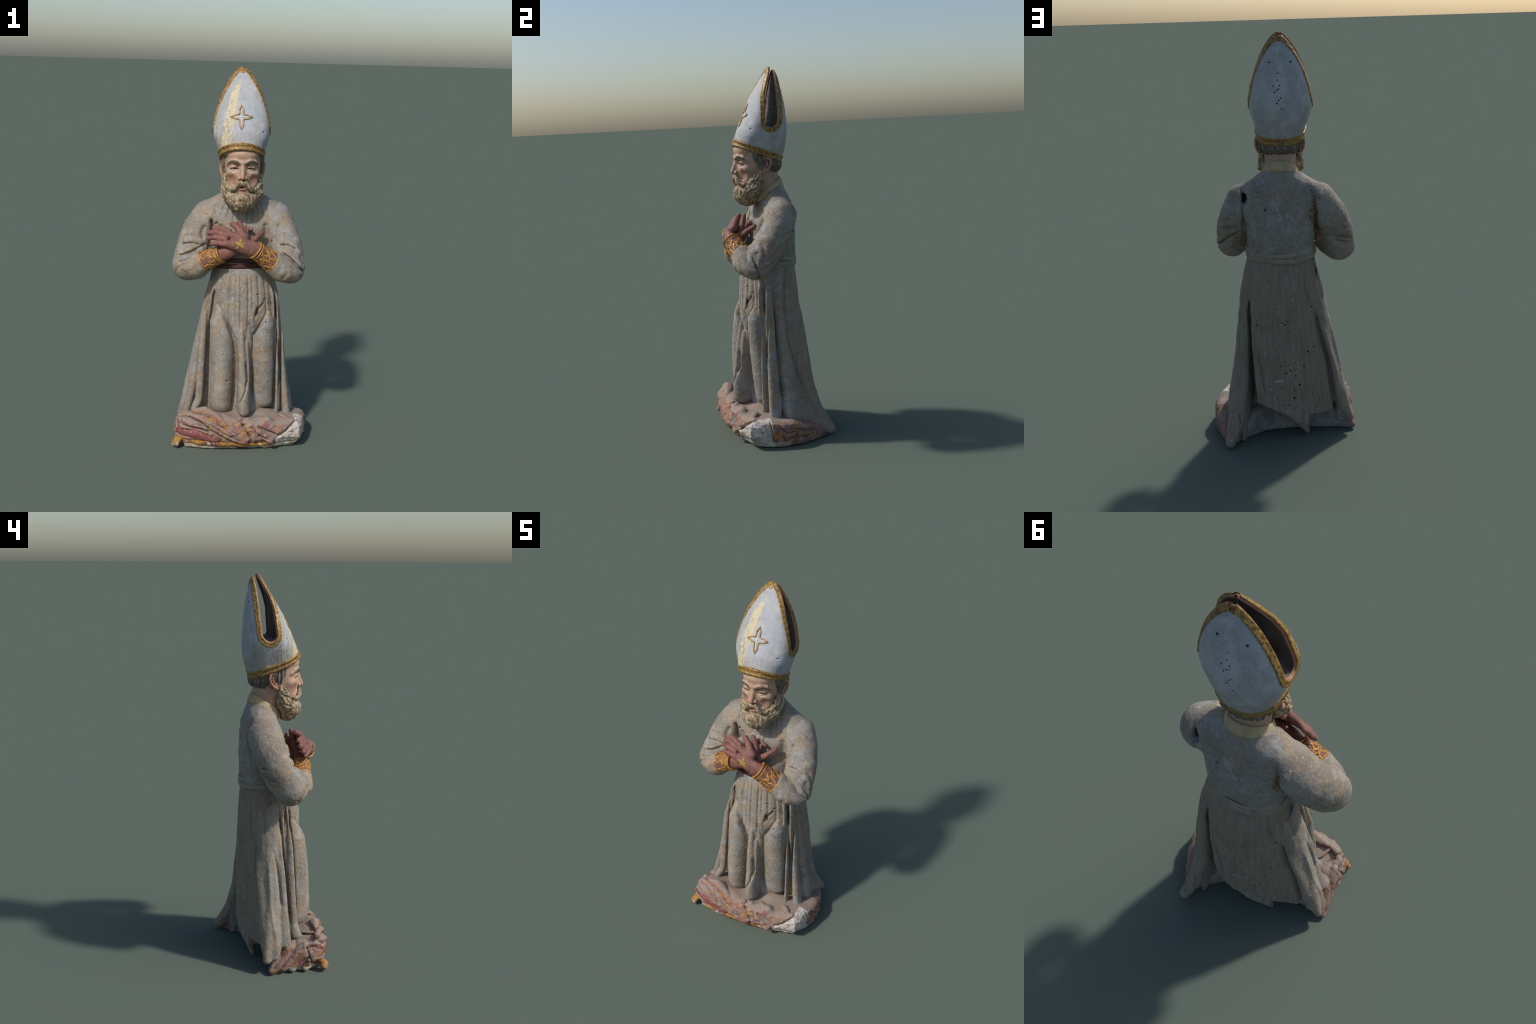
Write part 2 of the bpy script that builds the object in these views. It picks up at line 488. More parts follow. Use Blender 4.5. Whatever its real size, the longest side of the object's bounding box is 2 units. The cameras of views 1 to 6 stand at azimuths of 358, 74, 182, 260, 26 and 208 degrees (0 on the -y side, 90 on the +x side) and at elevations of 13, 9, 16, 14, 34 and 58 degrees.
def glove_material():
    M = Mat('glove_red_brown', 0.6, 0.35)
    c = M.mix(M.step(M.noise(22, 4, 0.6), 0.36, 0.64), (0.155, 0.068, 0.060), (0.205, 0.088, 0.070))
    c = M.mix(M.mul(M.step(M.noise(40, 5, 0.75), 0.52, 0.64), 0.65), c, (0.31, 0.135, 0.070))
    c = M.mix(M.mul(M.step(M.noise(85, 3, 0.6, M.vec(loc=(3, 1, 1))), 0.66, 0.71), 0.7), c, (0.08, 0.06, 0.065))
    M.bump(M.noise(90, 5, 0.7), 0.45, 0.004)
    return M.color(c)

def cloth_material(name, dusty=1.0, seed=0.0, tone=(0.205, 0.090, 0.082)):
    """painted mantle over the cushion: wine red, orange-gold rubs, grey-pink dust, gesso chips"""
    M = Mat(name, 0.7, 0.3)
    o = lambda k: M.vec(loc=(seed + k, seed * 2 + k, k))
    c = M.mix(M.step(M.noise(14, 5, 0.65, o(1)), 0.40, 0.60), tone, (0.255, 0.165, 0.140))
    c = M.mix(M.mul(M.step(M.noise(22, 6, 0.75, o(2)), 0.50, 0.57), 0.85), c, (0.36, 0.175, 0.050))
    c = M.mix(M.mul(M.step(M.noise(45, 5, 0.75, o(3)), 0.60, 0.65), 0.8), c, (0.50, 0.43, 0.32))
    c = M.mix(M.mul(M.step(M.noise(40, 5, 0.75, o(4)), 0.57, 0.63), 0.8), c, (0.085, 0.042, 0.040))
    if dusty:
        up = M.step(M.math('ADD', M.normal(2), M.math('MULTIPLY_ADD', M.noise(20, 5, 0.7, o(5)), 1.1, -0.55)), 0.45, 0.85)
        c = M.mix(M.mul(up, dusty), c, (0.275, 0.215, 0.175))
    M.bump(M.noise(75, 5, 0.75), 0.55, 0.006)
    return M.color(c)

def plain(name, a, b, scale=30, rough=0.7, bump=0.3, spot=None):
    M = Mat(name, rough, 0.3)
    c = M.mix(M.step(M.noise(scale, 4, 0.65), 0.38, 0.62), a, b)
    if spot:
        c = M.mix(M.mul(M.step(M.noise(scale * 1.7, 4, 0.7, M.vec(loc=(2, 7, 4))), 0.58, 0.64), 0.9), c, spot)
    M.bump(M.noise(scale * 3, 4, 0.65), bump, 0.003)
    return M.color(c)

# ------------------------------------------------------------------ materials
m_robe = robe_material('robe_weathered_paint')
m_sleeve = robe_material('sleeve_weathered_paint', 1.15)
m_mitre = mitre_material()
m_gold = gold_material('gilded_trim')
m_goldcross = gold_material('gilded_cross', (0.24, 0.13, 0.04), (0.47, 0.28, 0.08), 60)
m_rim = plain('mitre_rim_red', (0.33, 0.15, 0.105), (0.40, 0.20, 0.14), 40)
m_lining = plain('mitre_lining_dark', (0.10, 0.085, 0.075), (0.15, 0.13, 0.115), 16)  # grey-brown lining coloured darker, with the cavity's occlusion baked in
m_skin = skin_material()
m_ear = plain('ear_paint', (0.35, 0.165, 0.10), (0.43, 0.23, 0.155), 40, 0.55, 0.15)
m_lip = plain('lip_paint', (0.36, 0.135, 0.105), (0.42, 0.185, 0.145), 60, 0.5, 0.1)
m_mouth = plain('mouth_dark', (0.03, 0.018, 0.015), (0.05, 0.03, 0.025), 60)
m_beard = hair_material('beard_paint', (0.20, 0.145, 0.085), (0.43, 0.335, 0.215), (0.085, 0.066, 0.043), bump=0.9)  # last tone paints crevice shade between locks as dark clumps
m_hair = hair_material('hair_paint', (0.085, 0.078, 0.06), (0.20, 0.18, 0.135), (0.06, 0.055, 0.045), (1.6, 1.6, 0.2))
m_brow = plain('eyebrow_paint', (0.075, 0.068, 0.048), (0.125, 0.11, 0.08), 90)
m_eyewhite = plain('eye_white', (0.34, 0.31, 0.28), (0.42, 0.39, 0.36), 60, 0.3, 0.0)
m_iris = plain('iris_dark', (0.02, 0.022, 0.022), (0.05, 0.06, 0.06), 90, 0.25, 0.0)
m_glove = glove_material()
m_cuffbase = plain('cuff_purple', (0.11, 0.055, 0.058), (0.20, 0.095, 0.075), 36, 0.65, 0.6, (0.36, 0.165, 0.035))
m_cuffgold = gold_material('cuff_tracery', (0.25, 0.095, 0.022), (0.47, 0.235, 0.035), 90, 0.4)
m_emblem = plain('glove_emblem', (0.30, 0.205, 0.035), (0.37, 0.26, 0.055), 60, 0.6, 0.2)
m_collar = plain('collar_ochre', (0.36, 0.275, 0.145), (0.43, 0.345, 0.205), 18, 0.75, 0.3)
m_cloth = cloth_material('mantle_paint', 1.0)
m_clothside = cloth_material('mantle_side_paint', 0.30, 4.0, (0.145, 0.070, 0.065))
m_red = plain('cushion_red', (0.185, 0.052, 0.055), (0.235, 0.085, 0.085), 26, 0.6, 0.3, (0.29, 0.185, 0.155))
def roll_material():
    M = Mat('worn_gilt_roll', 0.65, 0.35)
    c = M.mix(M.step(M.noise(24, 5, 0.7), 0.40, 0.60), (0.36, 0.185, 0.030), (0.25, 0.115, 0.022))
    c = M.mix(M.mul(M.step(M.noise(17, 5, 0.7, M.vec(loc=(3, 3, 3))), 0.52, 0.58), 0.95), c, (0.12, 0.045, 0.042))
    c = M.mix(M.step(M.noise(21, 5, 0.7, M.vec(loc=(8, 1, 5))), 0.58, 0.62), c, (0.52, 0.46, 0.36))
    M.bump(M.noise(70, 5, 0.75), 0.6, 0.006)
    return M.color(c)
m_goldroll = roll_material()
m_gesso = plain('bare_gesso', (0.36, 0.305, 0.25), (0.56, 0.525, 0.475), 30, 0.85, 0.9, (0.19, 0.095, 0.05))
m_under = plain('underside_wood', (0.27, 0.215, 0.155), (0.46, 0.40, 0.33), 24, 0.85, 0.6, (0.11, 0.048, 0.042))
m_backwood = plain('bare_back_wood', (0.19, 0.175, 0.155), (0.29, 0.28, 0.26), 20, 0.85, 0.5, (0.17, 0.13, 0.10))
m_hole = plain('hole_shadow_black', (0.022, 0.018, 0.015), (0.03, 0.025, 0.02), 60)
m_crack = plain('split_wood_brown', (0.10, 0.06, 0.035), (0.24, 0.145, 0.07), 50, 0.85, 0.6)

def sash_material():
    M = Mat('sash_paint', 0.75, 0.3)
    c = M.mix(M.step(M.noise(25, 4, 0.6), 0.4, 0.6), (0.225, 0.195, 0.15), (0.285, 0.255, 0.205))
    c = M.mix(M.step(M.math('ADD', M.axis(1), M.math('MULTIPLY', M.noise(20), 0.05)), 0.01, -0.03), c, (0.065, 0.028, 0.024))  # red front of the sash tinted almost black for the shadow lying there
    M.bump(M.noise(80, 4, 0.7), 0.3, 0.003)
    return M.color(c)
m_sash = sash_material()

# ------------------------------------------------------------------ the thing
root = bpy.data.objects.new('bishop_statue', None); SCENE.objects.link(root)
root['label'] = 'weathered painted wooden statue of a kneeling bearded bishop with mitre'
root['category'] = 'wooden statue'

# ================================================================== ROBE
XC = -0.006

def ring(X, Y, xc, aL, aR, yF, yB, y0, n):
    """distance to a rounded, lopsided ellipse given by its four extents"""
    dx = X - xc; dy = Y - y0
    a = np.where(dx < 0, aL, aR); b = np.where(dy < 0, y0 - yF, yB - y0)
    q = (np.abs(dx / a) ** n + np.abs(dy / b) ** n) ** (1 / n) + 1e-6
    return np.sqrt(dx * dx + dy * dy) * (1 - 1 / q)

def torso_extents(z):
    aL = tab(z, (0.90, 0.152), (1.0, 0.158), (1.1, 0.168), (1.2, 0.188), (1.255, 0.185), (1.30, 0.145), (1.34, 0.105), (1.38, 0.083), (1.44, 0.078))
    aR = tab(z, (0.90, 0.168), (1.0, 0.172), (1.1, 0.175), (1.2, 0.188), (1.255, 0.185), (1.30, 0.145), (1.34, 0.105), (1.38, 0.083), (1.44, 0.078))
    yF = tab(z, (0.90, -0.112), (1.0, -0.098), (1.1, -0.070), (1.17, -0.056), (1.22, -0.038), (1.27, -0.018), (1.32, -0.008), (1.36, -0.004), (1.44, 0.0))
    yB = tab(z, (0.90, 0.170), (1.0, 0.170), (1.1, 0.174), (1.2, 0.170), (1.26, 0.158), (1.32, 0.142), (1.38, 0.126), (1.44, 0.105))
    return aL, aR, yF, yB

def hem_back(X, Y):
    """lower edge of the cloth behind: slanting hem with one hanging corner"""
    z = tab(X, (-0.36, 0.03), (-0.30, 0.06), (-0.258, 0.08), (-0.250, 0.120), (-0.123, 0.115), (-0.119, 0.055), (-0.05, 0.105), (0.02, 0.150), (0.14, 0.200), (0.165, 0.19), (0.19, 0.0), (0.40, 0.0))
    f = ss(Y, 0.04, 0.10)
    return z * f + (1 - f) * tab(X, (-0.36, 0.05), (-0.28, 0.14), (-0.2, 0.15), (0.2, 0.13), (0.28, 0.12), (0.34, 0.06))

body = Field((-0.40, -0.26, 0.0), (0.37, 0.32, 1.43), 0.0042)
X, Y, Z = body.X, body.Y, body.Z

# skirt cone, fuller at the right rear, cut flat across the back toward the left hip
aL = tab(Z, (0.0, 0.345), (0.15, 0.322), (0.276, 0.289), (0.48, 0.250), (0.74, 0.203), (0.88, 0.166), (0.95, 0.152))
aR = tab(Z, (0.0, 0.325), (0.15, 0.305), (0.325, 0.272), (0.50, 0.244), (0.74, 0.214), (0.88, 0.186), (0.95, 0.170))
yF = tab(Z, (0.0, -0.040), (0.3, -0.040), (0.6, -0.050), (0.9, -0.085))
yB = tab(Z, (0.0, 0.192), (0.3, 0.187), (0.6, 0.181), (0.95, 0.169))
d = ring(X, Y, XC, aL, aR, yF, yB, 0.03, 2.05)
flat_back = -0.316 * X + 0.949 * (Y - tab(Z, (0.2, 0.185), (0.5, 0.183), (0.95, 0.172)))
d = smax(d, flat_back, 0.025)
# front block that carries the legs, hollowed low down
bw = tab(Z, (0.0, 0.140), (0.5, 0.148), (0.65, 0.164), (0.85, 0.164), (0.95, 0.150))
bf = tab(Z, (0.12, -0.125), (0.40, -0.128), (0.50, -0.132), (0.60, -0.138), (0.70, -0.143), (0.78, -0.142), (0.87, -0.132), (0.96, -0.112))
d2 = ring(X, Y, 0.008, bw, bw, bf, np.float32(0.1), 0.0, 2.25)
d = smin(d, d2, 0.006)
for cx, hw, kz, lf in ((-0.095, 0.072, 0.165, tab(Z, (0.15, -0.164), (0.22, -0.179), (0.32, -0.186), (0.45, -0.182), (0.58, -0.169), (0.70, -0.150), (0.80, -0.128))),
                       (0.126, 0.062, 0.175, tab(Z, (0.15, -0.102), (0.22, -0.116), (0.32, -0.126), (0.45, -0.134), (0.58, -0.140), (0.70, -0.141), (0.80, -0.125)))):
    dl = ring(X, Y, cx, F32(hw), F32(hw), lf, F32(0.05), -0.055, 2.0)
    dl = smax(dl, kz - Z, 0.05)
    dl = dl + 0.30 * np.maximum(0, Z - 0.66)
    dl = smax(dl, Z - 0.80, 0.06)
    d = smin(d, dl, 0.008)
skirt = smax(d, Z - 0.965, 0.01)
body.v = skirt.astype(F32)
# drooping fold between the legs: a deep web standing well forward
body.chain([(0.004, -0.118, 0.68), (0.005, -0.136, 0.57), (0.010, -0.148, 0.46), (0.017, -0.155, 0.37), (0.022, -0.158, 0.28), (0.025, -0.158, 0.200)],
           [0.012, 0.020, 0.026, 0.030, 0.036, 0.038], 0.006, flat=(1, 0.62, 1))
body.chain([(0.032, -0.128, 0.57), (0.038, -0.140, 0.42), (0.042, -0.145, 0.24)], [0.011, 0.019, 0.022], 0.006, flat=(1, 0.52, 1))
# right flank: thin folds and the free edge of the over-skirt
body.chain([(0.130, -0.050, 0.93), (0.164, -0.072, 0.82), (0.188, -0.080, 0.60), (0.198, -0.082, 0.40), (0.204, -0.084, 0.16)], [0.005, 0.009, 0.011, 0.012, 0.013], 0.004, flat=(1, 0.6, 1))
body.chain([(0.150, -0.015, 0.95), (0.186, -0.032, 0.82), (0.210, -0.042, 0.62), (0.232, -0.046, 0.40), (0.262, -0.050, 0.13)], [0.008, 0.012, 0.018, 0.020, 0.024], 0.010, flat=(1, 0.7, 1))
# left flank folds
body.chain([(-0.120, -0.040, 0.93), (-0.158, -0.058, 0.82), (-0.196, -0.066, 0.62), (-0.210, -0.066, 0.40), (-0.220, -0.070, 0.22), (-0.246, -0.088, 0.165)], [0.006, 0.011, 0.018, 0.022, 0.023, 0.020], 0.006, flat=(1, 0.75, 1))
body.chain([(-0.145, 0.0, 0.93), (-0.182, -0.013, 0.77), (-0.224, -0.008, 0.52), (-0.252, -0.012, 0.30), (-0.288, -0.020, 0.14)], [0.006, 0.013, 0.020, 0.023, 0.025], 0.010, flat=(1, 0.75, 1))
body.chain([(-0.20, 0.05, 0.66), (-0.246, 0.055, 0.40), (-0.308, 0.075, 0.13), (-0.330, 0.082, 0.075)], [0.014, 0.022, 0.026, 0.020], 0.016)
body.chain([(-0.150, 0.105, 0.68), (-0.205, 0.095, 0.50), (-0.252, 0.085, 0.30), (-0.296, 0.082, 0.13)], [0.012, 0.024, 0.026, 0.024], 0.012)
# deep hollow between the left leg and the flank folds
body.chain([(-0.178, -0.092, 0.76), (-0.182, -0.098, 0.50), (-0.188, -0.105, 0.18)], [0.006, 0.013, 0.016], 0.006, cut=True, flat=(1, 0.4, 1))
# trailing wing of cloth behind, on the right
body.chain([(0.225, 0.080, 0.24), (0.238, 0.120, 0.13), (0.248, 0.175, 0.06)], [0.030, 0.034, 0.030], 0.02)
body.chain([(0.150, 0.085, 0.93), (0.180, 0.100, 0.80), (0.192, 0.118, 0.66), (0.204, 0.136, 0.45), (0.218, 0.150, 0.29), (0.236, 0.188, 0.145), (0.263, 0.245, 0.052), (0.274, 0.263, 0.026)],
           [0.010, 0.020, 0.030, 0.036, 0.037, 0.036, 0.028, 0.020], 0.03)
body.chain([(0.250, 0.03, 0.24), (0.262, 0.09, 0.125), (0.268, 0.19, 0.055), (0.274, 0.252, 0.026)], [0.018, 0.024, 0.026, 0.018], 0.025)
body.chain([(0.212, 0.150, 0.20), (0.206, 0.174, 0.09), (0.206, 0.186, 0.014)], [0.022, 0.024, 0.020], 0.012)
X, Y, Z = body.X, body.Y, body.Z
xs = tab(Z, (0.0, 0.166), (0.25, 0.160), (0.55, 0.165), (0.82, 0.172))
hw = tab(Z, (0.0, 0.030), (0.2, 0.024), (0.45, 0.015), (0.70, 0.008), (0.80, -0.004), (1.0, -0.05))
slot = np.maximum(np.abs(X - xs - 0.30 * (Y - 0.16)) - hw, 0.065 - Y)
body.v = smax(body.v, -slot, 0.006).astype(F32)
# lower edges
body.v = np.maximum(body.v, hem_back(X, Y) - Z).astype(F32)
# hollow under the hem behind
body.chain([(-0.24, 0.09, 0.03), (-0.12, 0.10, 0.02), (0.07, 0.11, 0.02)], [0.04, 0.05, 0.07], 0.004, cut=True)
# broad folded corner hanging from the hem
body.chain([(-0.108, 0.136, 0.120), (-0.108, 0.130, 0.06), (-0.114, 0.121, 0.012)], [0.016, 0.013, 0.008], 0.006)
body.chain([(-0.02, 0.165, 0.140), (-0.065, 0.148, 0.085), (-0.113, 0.121, 0.014)], [0.020, 0.018, 0.008], 0.010)
body.chain([(-0.060, 0.145, 0.125), (-0.085, 0.135, 0.075), (-0.112, 0.121, 0.020)], [0.018, 0.015, 0.008], 0.012)
body.chain([(0.02, 0.145, 0.150), (-0.02, 0.118, 0.08), (-0.09, 0.112, 0.035)], [0.014, 0.012, 0.009], 0.010)

# torso, with shoulders and sleeves
t = torso_extents(Z)
torso = ring(X, Y, -0.008, *t, 0.045, 2.15 + 0.55 * ss(Y, 0.05, 0.12) * ss(1.27 - Z, 0, 0.08))
torso = smax(torso, 0.93 - Z, 0.01); torso = smax(torso, Z - 1.338 - 0.60 * (Y - 0.048), 0.006)
arms = Field(body.lo, body.lo + (body.n - 1) * body.h, body.h)
ARM = {
    -1: dict(path=[(-0.075, 0.085, 1.288), (-0.184, 0.074, 1.212), (-0.233, 0.060, 1.145), (-0.264, 0.024, 1.070), (-0.288, -0.038, 0.966), (-0.245, -0.084, 0.972), (-0.196, -0.108, 1.004)],
             r=[0.056, 0.088, 0.086, 0.086, 0.084, 0.073, 0.060], cut=(-0.196, -0.108, 1.004), axis=(0.86, -0.24, 0.46)),
    1: dict(path=[(0.060, 0.080, 1.288), (0.173, 0.058, 1.212), (0.205, 0.030, 1.150), (0.232, -0.024, 1.078), (0.249, -0.112, 0.974), (0.205, -0.150, 0.982), (0.148, -0.166, 1.022)],
            r=[0.055, 0.086, 0.084, 0.083, 0.081, 0.073, 0.060], cut=(0.148, -0.166, 1.022), axis=(-0.82, -0.25, 0.51)),
}
for s, A in ARM.items():
    arms.chain(A['path'], A['r'], 0.012)
    ax = np.array(A['axis']); ax /= np.linalg.norm(ax); A['axis'] = ax; c = A['cut']
    sl, bx, by, bz = arms.box((np.array(c) - 0.075), (np.array(c) + 0.075))
    plane = (bx - c[0]) * ax[0] + (by - c[1]) * ax[1] + (bz - c[2]) * ax[2]
    arms.v[sl] = smax(arms.v[sl], plane, 0.006)
armv = arms.v.copy()
# sleeves stop short of eating the belly: soft join high, crisp below
kk = 0.012 + 0.028 * ss(Z, 1.12, 1.22)
upper = smin(torso, armv, kk)
body.v = smin(body.v, upper, 0.006).astype(F32)

# ---- folds, grooves and splits of the robe
B = body
front = dict(lo=(-0.25, -0.26, 0.1), hi=(0.25, -0.02, 1.0))
for pts, w, dep in (
    ([(-0.105, 0.93), (-0.118, 0.80), (-0.124, 0.70)], 0.006, 0.007),
    ([(-0.082, 0.94), (-0.092, 0.84), (-0.098, 0.76)], 0.004, 0.006),
    ([(-0.058, 0.94), (-0.064, 0.82), (-0.066, 0.62)], 0.005, 0.008),
    ([(-0.032, 0.94), (-0.030, 0.80), (-0.026, 0.66)], 0.005, 0.007),
    ([(-0.008, 0.94), (-0.006, 0.82), (-0.004, 0.62)], 0.005, 0.008),
    ([(0.030, 0.94), (0.036, 0.80), (0.034, 0.58)], 0.005, 0.010),
    ([(0.050, 0.94), (0.055, 0.86), (0.058, 0.74)], 0.004, 0.006),
    ([(0.082, 0.94), (0.090, 0.84), (0.094, 0.74)], 0.005, 0.007),
    ([(0.115, 0.93), (0.128, 0.82), (0.135, 0.70)], 0.005, 0.006),
    ([(-0.124, 0.77), (-0.072, 0.675), (-0.034, 0.58), (-0.022, 0.455), (-0.025, 0.34), (-0.034, 0.20)], 0.008, 0.020),
    ([(0.146, 0.75), (0.102, 0.66), (0.068, 0.608), (0.064, 0.49), (0.064, 0.32), (0.070, 0.18)], 0.008, 0.020),
    ([(0.040, 0.68), (0.052, 0.63), (0.064, 0.605)], 0.006, 0.012),
    ([(0.030, 0.47), (0.040, 0.38), (0.030, 0.33)], 0.005, 0.008),
    ([(0.040, 0.345), (0.012, 0.27), (-0.004, 0.24)], 0.004, 0.007),
    ([(0.072, 0.70), (0.086, 0.745), (0.120, 0.785)], 0.0045, 0.018),
    ([(0.076, 0.715), (0.082, 0.735)], 0.007, 0.014),
):
    B.groove('xz', pts, w, dep, **front)
B.groove('xz', [(0.054, 0.715), (0.060, 0.690), (0.066, 0.650)], 0.008, -0.009, **front)
# creases beside the legs
B.groove('xz', [(-0.172, 0.88), (-0.177, 0.6), (-0.179, 0.20)], 0.006, 0.022, (-0.3, -0.26, 0.15), (-0.12, -0.06, 0.9))
B.groove('xz', [(0.186, 0.88), (0.188, 0.6), (0.190, 0.18)], 0.006, 0.022, (0.13, -0.26, 0.15), (0.3, -0.07, 0.9))
B.groove('xz', [(0.205, 0.84), (0.216, 0.6), (0.224, 0.17)], 0.006, 0.028, (0.13, -0.26, 0.15), (0.3, -0.03, 0.9))
# sides (drawn in y-z)
R = dict(lo=(0.12, -0.2, 0.02), hi=(0.37, 0.32, 0.93))
L = dict(lo=(-0.40, -0.25, 0.02), hi=(-0.10, 0.32, 0.93))
B.groove('yz', [(0.060, 0.92), (0.045, 0.74), (0.050, 0.56), (0.075, 0.42), (0.11, 0.28)], 0.007, 0.013, **R)
B.groove('yz', [(0.105, 0.72), (0.125, 0.66), (0.120, 0.60)], 0.012, 0.007, **R)
B.groove('yz', [(0.02, 0.60), (0.02, 0.45)], 0.03, 0.004, **R)
B.groove('yz', [(-0.03, 0.28), (0.00, 0.17)], 0.018, -0.006, **R)
B.groove('yz', [(0.00, 0.86), (-0.02, 0.62), (-0.045, 0.40), (-0.06, 0.20)], 0.007, 0.014, **L)
B.groove('yz', [(-0.05, 0.88), (-0.075, 0.66), (-0.09, 0.45), (-0.10, 0.24)], 0.006, 0.014, **L)
B.groove('yz', [(0.085, 0.90), (0.075, 0.78), (0.08, 0.70)], 0.007, 0.010, **L)
B.groove('yz', [(0.03, 0.62), (0.005, 0.45), (-0.005, 0.32)], 0.006, 0.010, **L)
B.groove('yz', [(0.06, 0.58), (0.055, 0.35), (0.03, 0.16)], 0.010, -0.006, **L)
# behind (x-z)
K = dict(lo=(-0.40, 0.03, 0.0), hi=(0.37, 0.32, 0.95))
B.groove('xz', [(-0.155, 0.68), (-0.175, 0.58), (-0.222, 0.40), (-0.250, 0.17), (-0.262, 0.08)], 0.011, 0.028, **K)
B.groove('xz', [(-0.19, 0.60), (-0.25, 0.36), (-0.285, 0.15)], 0.020, -0.006, **K)
B.groove('xz', [(0.125, 0.48), (0.108, 0.33), (0.095, 0.235)], 0.005, 0.012, **K)
B.groove('xz', [(0.145, 0.80), (0.150, 0.50), (0.135, 0.25)], 0.012, -0.007, **K)
B.groove('xz', [(-0.105, 0.92), (-0.115, 0.80), (-0.132, 0.70)], 0.005, 0.008, **K)
B.groove('xz', [(-0.130, 0.92), (-0.140, 0.80), (-0.143, 0.68)], 0.006, -0.005, **K)
B.groove('xz', [(-0.155, 0.93), (-0.165, 0.86), (-0.170, 0.82)], 0.007, 0.014, **K)
B.groove('xz', [(0.00, 0.90), (0.05, 0.5), (0.0, 0.3)], 0.09, -0.006, **K)
# hanging hem corner: long slit at lower right of the wing
B.groove('xz', [(0.228, 0.165), (0.226, 0.13), (0.224, 0.10)], 0.005, 0.012, (0.15, 0.15, 0.05), (0.35, 0.32, 0.25))

# chest pleats under the beard
T = dict(lo=(-0.22, -0.2, 1.02), hi=(0.22, 0.02, 1.36))
for x0, x1, zt, zb, w, dep in ((-0.085, -0.12, 1.315, 1.225, 0.007, 0.010), (-0.062, -0.085, 1.31, 1.215, 0.006, 0.011), (-0.040, -0.052, 1.30, 1.20, 0.005, 0.009), (-0.022, -0.024, 1.29, 1.10, 0.003, 0.006),
                               (0.000, 0.000, 1.29, 1.10, 0.003, 0.006), (0.018, 0.022, 1.29, 1.12, 0.0035, 0.008), (0.042, 0.055, 1.30, 1.20, 0.006, 0.012),
                               (0.060, 0.082, 1.31, 1.21, 0.006, 0.012), (0.08, 0.110, 1.31, 1.22, 0.007, 0.010), (0.105, 0.145, 1.31, 1.24, 0.007, 0.007), (0.12, 0.118, 1.20, 1.08, 0.012, 0.016),
                               (-0.168, -0.152, 1.215, 1.09, 0.009, 0.030), (-0.140, -0.132, 1.20, 1.12, 0.007, 0.014), (-0.115, -0.118, 1.19, 1.06, 0.014, 0.022)):
    B.groove('xz', [(x0, zt), ((x0 + x1) / 2, (zt + zb) / 2), (x1, zb)], w, dep, **T)
B.groove('xz', [(-0.148, 1.285), (-0.146, 1.25), (-0.140, 1.235)], 0.004, 0.008, **T)
B.groove('xz', [(-0.132, 1.195), (-0.150, 1.178)], 0.0035, 0.008, **T)
# sleeve folds and elbow splits, seen from the front
S = dict(lo=(-0.40, -0.26, 0.85), hi=(0.37, 0.10, 1.2))
for pts, w, dep in (([(-0.325, 1.075), (-0.27, 1.085), (-0.225, 1.075)], 0.008, 0.016), ([(-0.345, 1.015), (-0.29, 1.035), (-0.245, 1.055), (-0.215, 1.07)], 0.008, 0.018),
                    ([(-0.335, 0.99), (-0.30, 1.005), (-0.265, 1.022)], 0.006, 0.012), ([(-0.31, 1.12), (-0.26, 1.125), (-0.225, 1.105)], 0.010, 0.010), ([(-0.20, 1.18), (-0.215, 1.14), (-0.21, 1.10)], 0.010, 0.012),
                    ([(-0.30, 1.055), (-0.255, 1.07)], 0.010, -0.006), ([(-0.32, 0.955), (-0.26, 0.985), (-0.225, 1.03)], 0.014, -0.005),
                    ([(0.185, 1.095), (0.24, 1.09), (0.285, 1.07)], 0.009, 0.016), ([(0.20, 1.06), (0.25, 1.035), (0.285, 1.00), (0.325, 0.955)], 0.006, 0.022), ([(0.21, 1.15), (0.245, 1.13), (0.28, 1.12)], 0.010, 0.009),
                    ([(0.19, 1.20), (0.185, 1.15), (0.165, 1.10)], 0.010, 0.012), ([(0.175, 1.085), (0.20, 1.10), (0.215, 1.13)], 0.010, -0.007), ([(0.30, 1.05), (0.318, 0.99)], 0.008, 0.007), ([(0.21, 1.075), (0.26, 1.06)], 0.010, -0.006),
                    ([(0.20, 0.93), (0.23, 0.97), (0.225, 1.01)], 0.012, 0.006)):
    B.groove('xz', pts, w, dep, **S)
B.groove('yz', [(-0.125, 1.00), (-0.085, 0.945), (-0.055, 0.905)], 0.005, 0.014, (-0.40, -0.2, 0.85), (-0.2, 0.1, 1.05))
B.groove('yz', [(-0.145, 1.03), (-0.125, 0.96), (-0.105, 0.89)], 0.005, 0.014, (0.2, -0.25, 0.85), (0.37, 0.1, 1.08))
B.groove('yz', [(-0.09, 1.10), (-0.075, 1.02), (-0.11, 0.985)], 0.010, 0.005, (0.2, -0.25, 0.85), (0.37, 0.1, 1.2))
# back of the torso: armpit splits, shoulder damage, smock wrinkles
Kt = dict(lo=(-0.3, 0.03, 0.95), hi=(0.3, 0.26, 1.32))
B.groove('xz', [(0.175, 1.275), (0.168, 1.24), (0.176, 1.19), (0.178, 1.13), (0.180, 1.07)], 0.006, 0.016, **Kt)
B.groove('xz', [(0.168, 1.262), (0.166, 1.24), (0.174, 1.215)], 0.011, 0.045, **Kt)
B.groove('xz', [(-0.150, 1.285), (-0.166, 1.24), (-0.172, 1.17), (-0.176, 1.08)], 0.007, 0.016, **Kt)
B.groove('xz', [(-0.163, 1.245), (-0.20, 1.235)], 0.005, 0.010, **Kt)
B.groove('xz', [(-0.185, 1.255), (-0.21, 1.245)], 0.014, -0.006, **Kt)
for k in range(4):
    zz = 1.06 - 0.022 * k
    B.groove('xz', [(-0.12, zz + 0.035), (-0.02, zz + 0.012), (0.06, zz)], 0.007, -0.003, **Kt)
B.groove('xz', [(-0.07, 1.22), (-0.03, 1.215)], 0.007, -0.003, **Kt)
